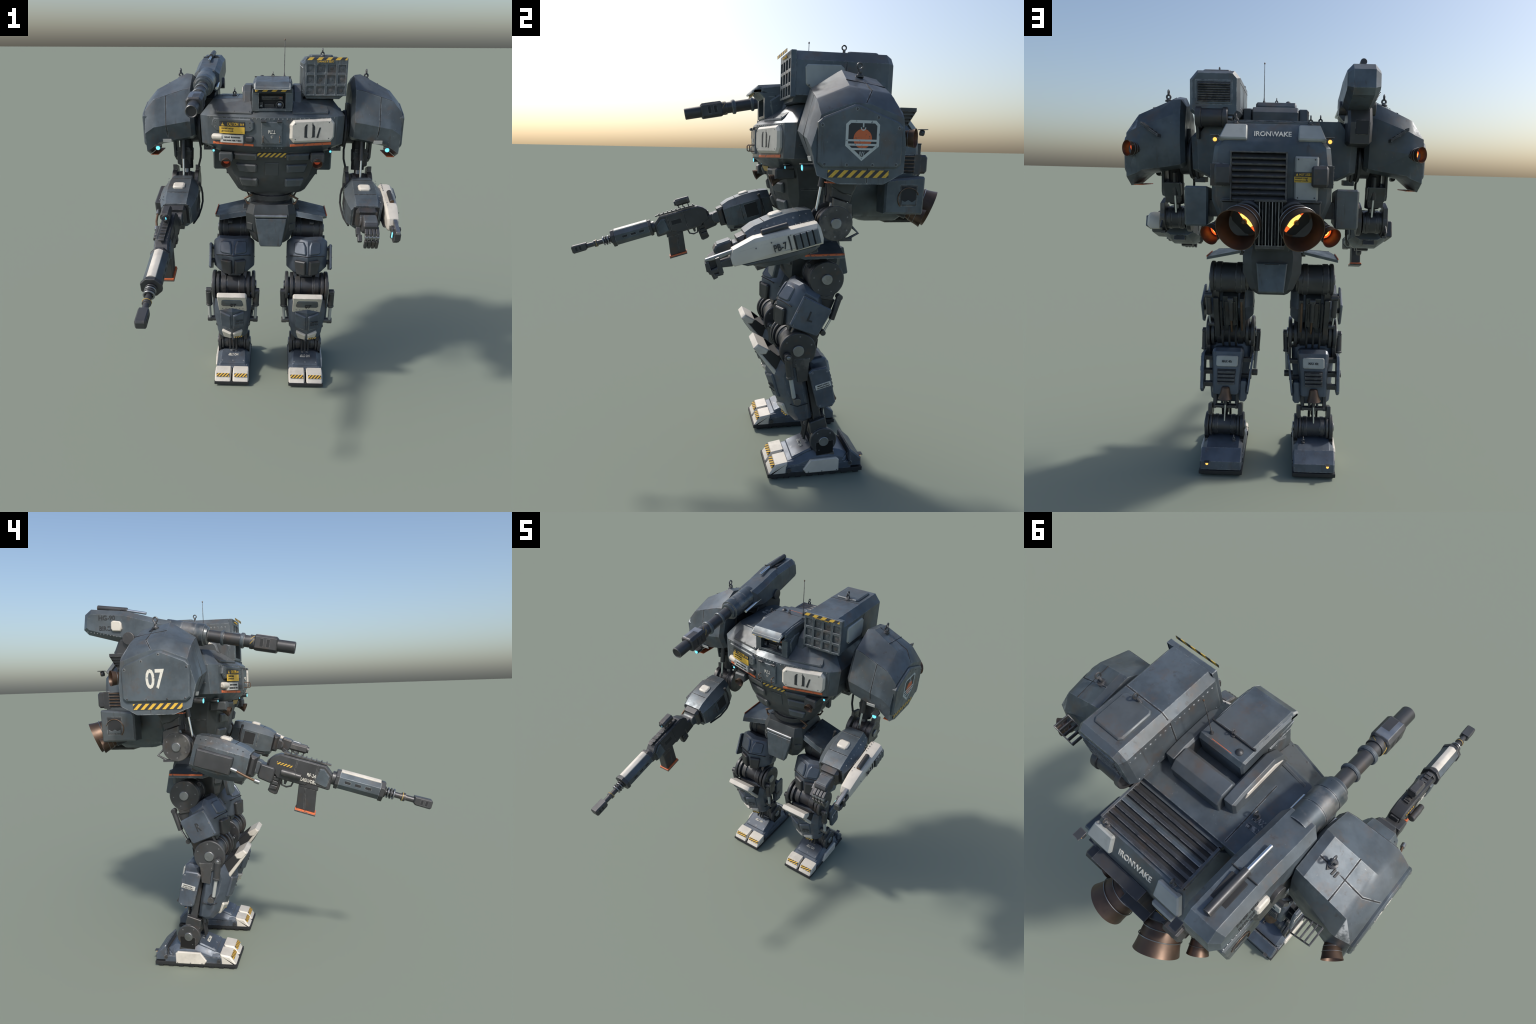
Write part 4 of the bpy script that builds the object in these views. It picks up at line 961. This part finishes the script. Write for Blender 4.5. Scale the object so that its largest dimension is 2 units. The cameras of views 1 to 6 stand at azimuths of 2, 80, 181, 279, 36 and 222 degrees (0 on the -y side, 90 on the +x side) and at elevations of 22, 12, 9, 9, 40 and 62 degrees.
# ------------------------------------------------------------------ legs
LX = .229
for s in (-1, 1):
    m = s < 0
    hy, hz, ky, kz, ay, az = .322, .957, .192, .640, .331, .178
    p = Part('hip_joint', robot, FRAME, mirror=m)
    p.xcyl(.13, .284, hy, hz, .074, 44); p.xcyl(.150, .176, hy, hz, .078, 44, ch=.002); p.xcyl(.248, .276, hy, hz, .079, 44, ch=.002)
    p.xcyl(.284, .304, hy, hz, .081, 44, ch=.004); p.xcyl(.303, .3145, hy, hz, .0255, 30, ch=.003, mat=STEEL)
    p.xcyl(.120, .132, hy, hz, .062, 36, mat=JOINT)
    for k in range(6):
        a = .9 + k * math.pi / 3; p.bolts([(.3035, hy + .060 * math.cos(a), hz + .060 * math.sin(a))], (1, 0, 0), .0032, .0015, STEEL)
    p.prism([(hy - .045, hz - .05), (hy + .05, hz - .05), (hy + .03, hz - .10), (hy - .06, hz - .085)], .26, .302, .003, JOINT)
    p.xcyl(.225, .248, hy - .068, hz + .052, .012, 14); p.done(.0015)

    # thigh frame: axis from hip to knee; behind it bars, a damper and a side ram
    dv = V(0, ky - hy, kz - hz); L = dv.length; d = dv / L; f = V(0, d.z, -d.y)      # f points forwards
    at = lambda x, u, w: V(x, hy, hz) + d * u + f * w
    p = Part('thigh_frame', robot, FRAME, mirror=m)
    TX = .2125
    def slab(x0, x1, u0, u1, w0, w1, mat=None): p.prism([(q.y, q.z) for q in (at(0, u0, w0), at(0, u1, w0), at(0, u1, w1), at(0, u0, w1))], x0, x1, .003, mat)
    slab(.171, .247, .075, .290, -.062, .050, ABDO); slab(.136, .159, .075, .315, -.082, .045); slab(.263, .291, .075, .320, -.082, .045)
    slab(.180, .238, .10, .25, -.070, -.055, FRAME)
    p.cyl(at(.2035, .080, -.084), at(.2035, .200, -.084), .0130, seg=18); p.cyl(at(.2035, .195, -.084), at(.2035, .285, -.078), .006, seg=12, mat=RUST)
    p.xcyl(.190, .217, at(0, .078, -.082).y, at(0, .078, -.082).z, .014, 16)
    p.cyl(at(.312, .060, -.086), at(.312, .160, -.094), .0140, seg=18); p.cyl(at(.312, .155, -.092), at(.310, .225, -.085), .0055, seg=12, mat=CHROME)
    p.xcyl(.292, .328, at(0, .052, -.084).y, at(0, .052, -.084).z, .0135, 18); p.xcyl(.290, .322, at(0, .232, -.082).y, at(0, .232, -.082).z, .013, 18)
    for x in (.150, .252): p.tube([at(x, .09, -.080), at(x, .12, -.090), at(x, .20, -.092), at(x, .27, -.082)], .006, 8, RUST if x < .2 else BLACK)
    p.done(.0015)

    # thigh armour: keeled front, shoulders falling back to the sides
    def thigh_ring(x, ins, fs):
        q = [(.170, .932), (.200, .941), (.304, .892), (.308, .846), (.318, .800), (.262, .716), (.170, .728), (.128, .738), (.120, .752), (.114, .842), (.124, .860), (.160, .922)]
        return [(TX + x, y + fs * max(0., min(1., (.26 - y) / .12)), z) for y, z in inset_poly(q, ins)]
    p = Part('thigh_armor', robot, ARMOR_WORN, mirror=m)
    p.loft([thigh_ring(*q) for q in ((-.1175, .034, .050), (-.113, .026, .046), (-.082, .002, .036), (-.04, 0, .016), (0, 0, 0), (.04, 0, .016), (.082, .002, .036), (.113, .026, .046), (.1175, .034, .050))])
    for k in (-1, 1): p.seam([(TX + k * .115, .185, .826), (TX + k * .1185, .21, .814), (TX + k * .1185, .26, .79)], (k, 0, 0), .003)
    p.seam([(TX - .100, .160, .838), (TX - .082, .150, .843), (TX - .04, .130, .848), (TX, .113, .850), (TX + .04, .130, .848), (TX + .082, .150, .843), (TX + .100, .160, .838)], (0, -1, 0), .003, .0025)
    ta = p.done(.003)
    for k in (-1, 1):
        p = Part('thigh_pad', ta, ARMOR_WORN, mirror=m)
        p.pad([(TX + k * x, y, z) for x, y, z in ((.018, .168, .920), (.058, .188, .916), (.072, .190, .908), (.073, .160, .856), (.060, .152, .850), (.010, .125, .853), (.006, .127, .862), (.008, .150, .900))], (k * .42, -1, .5), .013, .006, .012); p.done(.002)
        p = Part('thigh_pad', ta, FRAME, mirror=m)
        p.pad([(TX + k * x, y, z) for x, y, z in ((.008, .118, .822), (.064, .142, .822), (.070, .146, .814), (.058, .142, .745), (.050, .140, .736), (.010, .120, .736), (.006, .118, .744))], (k * .42, -1, -.05), .018, .006, .02); p.done(.002)
    p = Part('thigh_plate', ta, LEGBLUE, mirror=m)
    p.pad([(.345, y, z) for y, z in ((.207, .895), (.216, .894), (.334, .832), (.335, .820), (.278, .716), (.266, .711), (.155, .757), (.148, .770))], (1, 0, 0), .012, .005, .001)
    p.bolts([(.357, y, z) for y, z in ((.211, .884), (.182, .826), (.160, .768))], (1, 0, 0), .0035, .002, FRAME)
    p.box(.31, .347, .225, .250, .848, .866, FRAME); p.box(.31, .347, .215, .245, .765, .785, FRAME)
    tp = p.done(.002)
    lettering('R' if m else 'L', tp, (s * .3576, .241, .802), V(0, s * .94, -s * .34), V(0, .34, .94), .046, INK, width=.024)

    # knee
    p = Part('knee_joint', robot, JOINT, mirror=m)
    p.xcyl(.120, .312, ky, kz, .060, 40, mat=FRAME)
    for x0, x1, r in ((.149, .178, .069), (.257, .286, .069)): p.xcyl(x0, x1, ky, kz, r, 40, ch=.002)
    p.xcyl(.118, .135, ky, kz, .078, 40, ch=.002, mat=FRAME); p.xcyl(.297, .314, ky, kz, .078, 40, ch=.002, mat=FRAME)
    p.torus((.2175 - .035, ky, kz), (1, 0, 0), .0605, .002, 36, 6, STEEL); p.torus((.252, ky, kz), (1, 0, 0), .0605, .002, 36, 6, STEEL)
    for x0, x1, o in ((.319, .340, 1), (.089, .108, -1)):
        cx = x1 if o > 0 else x0
        p.xcyl(x0, x1, ky, kz, .084, 44, ch=.004, mat=FRAME)
        p.prism([(.178, .600), (.246, .600), (.240, .494), (.196, .488)], x0 + .002, x1 + .0012 if o > 0 else x1 - .002, .001)
        p.xcyl(cx, cx + .0085 * o, ky, kz, .0265, 30, ch=.002, mat=STEEL)
        for k in range(6):
            a = .4 + k * math.pi / 3; p.bolts([(cx, ky + .066 * math.cos(a), kz + .066 * math.sin(a))], (o, 0, 0), .0032, .0015, STEEL)
    p.xcyl(.312, .321, ky, kz, .05, 30); p.xcyl(.106, .120, ky, kz, .05, 30)
    for x in (.182, .215, .248): p.tube([(x, .24, .70), (x, .285, .690), (x, .302, .655), (x, .298, .615), (x, .275, .585)], .0062, 10, BLACK)
    p.done(.0015)
    for cx, cb_, nm in ((.362, .362, 1), (.078, .088, -1)):
        p = Part('shin_ram', robot, FRAME, mirror=m)
        p.xcyl(cx - .016, cx + .014, .141, .622, .0165, 22); p.bolts([(cx + .014 * nm, .141, .622)], (nm, 0, 0), .009, .004, STEEL)
        cm = cx + (cb_ - cx) * .45
        p.cyl((cx, .141, .615), (cm, .155, .525), .0175, seg=24); p.cyl((cm, .154, .53), (cm, .1555, .520), .0195, seg=24)
        p.cyl((cm, .155, .525), (cb_, .174, .425), .0095, seg=18, mat=PALE); p.xcyl(cb_ - .016 - .025 * (nm > 0), cb_ + .016 + .03 * (nm < 0), .188, .410, .0165, 20, mat=JOINT); p.box(cb_ - .014, cb_ + .014, .174, .20, .395, .42); p.done(.0015)

    # knee guard
    KX = .2155
    p = Part('knee_guard', robot, WHITE, mirror=m)
    p.prism([(-.004, .644), (.016, .664), (.068, .634), (.056, .612), (.026, .612)], KX - .084, KX + .084, .006)
    p.prism([(-.005, .645), (.020, .634), (.118, .514), (.106, .505), (.094, .510)], KX - .082, KX + .082, .004)
    kg = p.done(.003)
    p = Part('guard_inlay', kg, ARMOR, mirror=m)
    def kq(x, u, off=0.): return V(KX + x, -.005 + .099 * u - .806 * off, .645 - .135 * u - .59 * off)
    p.pad([kq(x, u) for x, u in ((-.059, .24), (-.050, .17), (.050, .17), (.059, .24), (.064, .54), (.056, .62), (-.056, .62), (-.064, .54))], (0, -.8, -.55), .004, .003); p.done(.001)
    p = Part('guard_bolt', kg, FRAME, mirror=m); p.bolts([kq(-.06 + .02 * k, .82) for k in range(7)], (0, -.8, -.55), .0032, .0018); p.done(0)
    q = kq(0, .52, .0062); lettering('07', kg, (s * KX + .006, q.y, q.z), (1, 0, 0), (0, -.59, .80), .036, INK, width=.036)
    p = Part('guard_support', robot, BLACK, mirror=m)
    for x in (KX - .080, KX + .068): p.prism([(.030, .622), (.072, .632), (.135, .580), (.142, .530), (.122, .512)], x, x + .012, .002)
    p.box(KX - .07, KX + .07, .06, .12, .56, .60); p.done(.001)

    # shin: keeled front, leaning slightly outwards towards the ankle
    LEAN = lambda q: V(q.x + .0015 - .0326 * (q.z - .18), q.y, q.z)
    def lean_x(z): return LX + .0015 - .0326 * (z - .18)
    FR = [(.585, .098), (.515, .072), (.425, .096), (.378, .120), (.314, .145), (.270, .198)]
    def shin_y(z, x):
        for (z0, y0), (z1, y1) in zip(FR, FR[1:]):
            if z >= z1: return y0 + (y1 - y0) * (z0 - z) / (z0 - z1) - .007 + .36 * abs(x)
        return FR[-1][1] + .36 * abs(x)
    p = Part('shin_armor', robot, LEGBLUE, frame=LEAN, mirror=m)
    def shin_ring(x, ins):
        q = [(y - .007, z) for z, y in FR] + [(.240, .262), (.280, .280), (.262, .385), (.240, .490), (.215, .585)]
        out = []
        for y, z in inset_poly(q, ins):
            k = .78 + .22 * min(1, max(0, (z - .28) / .18)); out.append((LX + x * k, y + .36 * min(abs(x), .105) * max(0., min(1., (.22 - y) / .08)), z))
        return out
    p.loft([shin_ring(*q) for q in ((-.110, .026), (-.105, .018), (-.074, 0), (-.037, 0), (0, 0), (.037, 0), (.074, 0), (.105, .018), (.110, .026))])
    for k in (-1, 1): p.seam([(LX + k * .099, .165, .374), (LX + k * .1035, .20, .362), (LX + k * .1035, .25, .375)], (k, 0, 0), .003)
    sa = p.done(.003)
    def sp(x, z, k): return (LX + k * x, shin_y(z, x), z)
    for k in (-1, 1):
        p = Part('shin_pad', sa, LEGBLUE, frame=LEAN, mirror=m)
        p.pad([sp(x, z, k) for x, z in ((.005, .490), (.014, .496), (.066, .513), (.071, .506), (.066, .404), (.060, .396), (.006, .380), (.004, .388))], (k * .36, -1, -.3), .012, .006, .010); p.done(.002)
        p = Part('shin_pad', sa, WHITE, frame=LEAN, mirror=m)
        p.pad([sp(x, z, k) for x, z in ((.004, .342), (.058, .360), (.062, .354), (.052, .304), (.044, .296), (.005, .284))], (k * .36, -1, -.5), .012, .005, .012); p.done(.002)
    for k in (1,):
        q = V(*sp(.034, .306, 1)); nrm = V(.30, -.86, -.42).normalized(); q = LEAN(q); q.x = s * lean_x(.306) + .034
        decal('hazard_strip', sa, q + nrm * .0105, (.95, .33, 0), (-.12, .40, .90), .050, .009, HAZ_TINY)
        q = V(*sp(.040, .452, 1)); q.x = s * lean_x(.452) + .040; nrm = V(.33, -.90, -.25).normalized()
        lettering('CAUTION', sa, q + nrm * .0128, (.94, .34, .0), (.1, -.25, .96), .011, INK, width=.046)
        q = V(*sp(.040, .432, 1)); q.x = s * lean_x(.432) + .040
        lettering('M-21 K-7', sa, q + nrm * .0128, (.94, .34, .0), (.1, -.25, .96), .009, INK, width=.050)

    # calf
    p = Part('calf_strut', robot, FRAME, frame=LEAN, mirror=m)
    for x in (LX + .048, LX - .066): p.prism([(.232, .560), (.262, .560), (.330, .262), (.290, .262)], x, x + .020, .003)
    for x in (LX - .02, LX + .02): p.cyl((x, .30, .40), (x, .325, .262), .007, seg=14)
    p.box(LX - .056, LX + .056, .318, .345, .272, .286); p.cyl((LX, .35, .335), (LX, .345, .27), .009); p.cyl((LX, .35, .30), (LX, .362, .21), .0052, seg=12, mat=CHROME)
    p.cyl((LX, .290, .275), (LX, .265, .215), .012); p.done(.0015)
    p = Part('calf_armor', robot, LEGBLUE, frame=LEAN, mirror=m)
    CB = [(.250, .575), (.318, .588), (.340, .574), (.372, .440), (.376, .360), (.340, .345), (.290, .380)]
    p.loft([[(LX + x * (1.0 if z > .45 else .86), y, z) for y, z in inset_poly(CB, i)] for x, i in ((-.081, .022), (-.075, .006), (-.064, 0), (.064, 0), (.075, .006), (.081, .022))])
    p.prism([(.29, .425), (.355, .425), (.365, .318), (.31, .318)], LX - .108, LX - .066, .010)
    ca = p.done(.003)
    cb = lambda x, u, off=0.: V(LX + x, .3455 + .0265 * u + .976 * off, .558 - .118 * u + .21 * off)
    p = Part('calf_plate', ca, PALE, frame=LEAN, mirror=m)
    p.pad([cb(x, u) for x, u in ((-.050, .02), (.050, .02), (.055, .07), (.055, .42), (.048, .47), (-.048, .47), (-.055, .42), (-.055, .07))], (0, 1, .2), .009, .003); cpb = p.done(.001)
    lettering('MAX 40t', cpb, V(s * lean_x(.53), *(cb(0, .25, .0098).yz)), (-1, 0, 0), (0, -.22, .976), .013, INK, width=.050)
    p = Part('calf_grille', ca, VOID, frame=LEAN, mirror=m)
    p.pad([cb(x, u) for x, u in ((-.047, .58), (.047, .58), (.043, 1.22), (-.043, 1.22))], (0, 1, .2), .003, .001)
    for k in range(4):
        c0 = cb(0, .62 + .155 * k, .002); p.prism([(c0.y, c0.z), (c0.y + .010, c0.z - .003), (c0.y + .012, c0.z - .013), (c0.y + .003, c0.z - .016)], LX - .043, LX + .043, 0, FRAME)
    p.done(.001)
    p = Part('calf_bell', ca, BRONZE, frame=LEAN, mirror=m)
    p.lathe((LX, .374, .402), (0, .12, -1), [(0, .015), (.006, .021), (.030, .025), (.052, .031), (.062, .036), (.0625, .0335), (.05, .028), (.012, .018)], 32); p.done(0)
    p = Part('calf_guard', robot, LEGBLUE, mirror=m)
    p.pad([(.343, y, z) for y, z in ((.241, .535), (.256, .551), (.322, .560), (.341, .536), (.373, .388), (.358, .365), (.298, .360), (.285, .372))], (1, 0, 0), .012, .005, .004)
    p.bolts([(.355, y, z) for y, z in ((.258, .535), (.327, .540), (.268, .455), (.345, .455), (.300, .374), (.357, .378))], (1, 0, 0), .0032, .002)
    for z, y in ((.525, .275), (.455, .29), (.395, .31)): p.box(.285, .346, y, y + .028, z - .011, z + .011, FRAME)
    p.pad([(.092 + (.555 - z) * .125, y, z) for y, z in ((.262, .535), (.270, .548), (.322, .556), (.336, .538), (.368, .375), (.352, .352), (.300, .356))], (-1, 0, 0), .007, .003, .003)
    for z in (.52, .43): p.box(.098, .175, .285, .312, z - .010, z + .010, FRAME)
    cg = p.done(.002)
    decal('paper_sticker', cg, (s * .3560, .310, .4735), (0, s * .958, s * .28), (0, -.28, .958), .074, .0235, LABEL)
    lettering('MAINT DOCK 4', cg, (s * .3585, .309, .478), (0, s * .958, s * .28), (0, -.28, .958), .006, INK, width=.055); lettering('IW PARTS ONLY', cg, (s * .3585, .312, .468), (0, s * .958, s * .28), (0, -.28, .958), .006, INK, width=.060)

    # ankle
    p = Part('ankle_joint', robot, JOINT, mirror=m)
    p.xcyl(LX - .062, LX + .062, ay, az, .048, 36, mat=FRAME); p.xcyl(LX - .052, LX - .034, ay, az, .051, 36, ch=.002); p.xcyl(LX + .034, LX + .052, ay, az, .051, 36, ch=.002)
    for o in (-1, 1):
        p.xcyl(LX + o * .064, LX + o * .078, ay, az, .058, 36, ch=.003); p.xcyl(LX + o * .080, LX + o * .099, ay, az, .064, 40, ch=.003, mat=FRAME)
        p.xcyl(LX + o * .098, LX + o * .107, ay, az, .0235, 28, ch=.002, mat=STEEL)
        p.prism([(.262, .268), (.336, .292), (.350, .250), (.345, .215), (.270, .215)], LX + o * .066, LX + o * .088, .003, FRAME)
        p.prism([(.296, .170), (.378, .178), (.380, .115), (.300, .105)], LX + o * .082, LX + o * .1005, 0, SHADEBLK)  # black plate modelled for the unlit render patch where disc and bracket faces coincide
        p.prism([(.305, .118), (.384, .122), (.388, .098), (.315, .092)], LX + o * .080, LX + o * .0995, .001)
        for a in (2.2, .9, 4.3): p.bolts([(LX + o * .100, ay + .050 * math.cos(a), az + .050 * math.sin(a))], (o, 0, 0), .003, .0015, STEEL)
    for x in (LX - .02, LX, LX + .02): p.cyl((x, .272, .255), (x, .255, .150), .0065, seg=10, mat=BLACK)
    p.done(.0015)

    # foot
    p = Part('foot', robot, LEGBLUE, mirror=m)
    FT = [(.160, .034), (.162, .080), (.185, .088), (.285, .126), (.36, .130), (.415, .122), (.455, .100), (.458, .034)]
    p.loft([[(LX + x, y, z) for y, z in inset_poly(FT, i)] for x, i in ((-.103, .030), (-.100, .024), (-.080, .002), (.080, .002), (.100, .024), (.103, .030))])
    p.box(LX - .104, LX + .104, .150, .470, .030, .062); p.prism([(.150, .03), (.155, .075), (.18, .08), (.45, .085), (.458, .03)], LX - .102, LX + .102, .012)
    ft = p.done(.003)
    p = Part('instep_plate', ft, LEGBLUE, mirror=m)
    p.pad([(LX + x, y, z) for x, y, z in ((-.076, .186, .082), (.076, .186, .082), (.082, .194, .086), (.078, .280, .122), (.064, .290, .127), (-.064, .290, .127), (-.078, .280, .122), (-.082, .194, .086))], (0, -.4, 1), .012, .006)
    p.bolts([(LX + x, .200, .1005) for x in (-.068, 0, .068)], (0, -.4, 1), .004, .002, STEEL)
    ip = p.done(.002)
    k = -1 if True else 1
    lettering('NO STEP', ip, (s * LX, .240, .1200), (-1, 0, 0), (0, -.918, -.397), .018, LETTER, width=.062)
    lettering('踏むな', ip, (s * LX, .2685, .1322), (-1, 0, 0), (0, -.918, -.397), .013, LETTER_DIM, width=.048)
    for x0, x1 in ((LX - .105, LX - .005), (LX + .005, LX + .105)):
        p = Part('toe_cap', ft, WHITE, mirror=m)
        p.prism([(.157, .020), (.161, .084), (.104, .074), (.068, .024), (.070, .018)], x0, x1, .008 , chl=.006); tc = p.done(.003)
        decal('hazard_strip', tc, ((x0 + x1) / 2 * s, .0925, .0630), (1, 0, 0), (0, .66, .75), .078, .021, HAZ_TOE, .0032)
    p = Part('sole', ft, BLACK, mirror=m)
    p.box(LX - .106, LX + .106, .066, .528, .011, .030)
    for k in range(8):
        for x in (LX - .100, LX + .02): p.box(x, x + .080, .085 + .057 * k, .113 + .057 * k, 0, .014)
    p.done(.002)
    p = Part('heel_guard', ft, LEGBLUE, mirror=m)
    p.prism([(.460, .034), (.463, .118), (.470, .122), (.522, .075), (.525, .034)], LX - .102, LX + .102, .006)
    p.prism([(.430, .034), (.465, .034), (.465, .10), (.452, .085)], LX - .08, LX + .08, .002, FRAME)
    for o in (-1, 1): p.xcyl(LX + o * .095, LX + o * .107, .466, .055, .010, 16, mat=FRAME)
    hgd = p.done(.003)
    p = Part('heel_lamp', hgd, FRAME, mirror=m); p.cyl((LX + .066, .512, .066), (LX + .066, .527, .066), .008); p.cyl((LX + .066, .5265, .066), (LX + .066, .5285, .066), .0068, mat=AMBER); p.box(LX + .054, LX + .078, .51, .538, .075, .078); p.done(.0008)
    p = Part('toe_hinge', ft, FRAME, mirror=m)
    for o in (-1, 1): p.xcyl(LX + o * .098, LX + o * .110, .167, .043, .012, 18)
    p.done(.001)
    p = Part('foot_side_plate', ft, WHITE, mirror=m)
    p.pad([(.333, y, z) for y, z in ((.234, .044), (.268, .090), (.395, .094), (.408, .082), (.408, .024), (.248, .024))], (1, 0, 0), .010, .004)
    p.bolts([(.343, y, .031) for y in (.260, .325, .398)], (1, 0, 0), .003, .0015, FRAME); p.done(.002)
    lifting_eye(ft, s * (LX - .052), .400, .124, .032, (0, 1, 0))
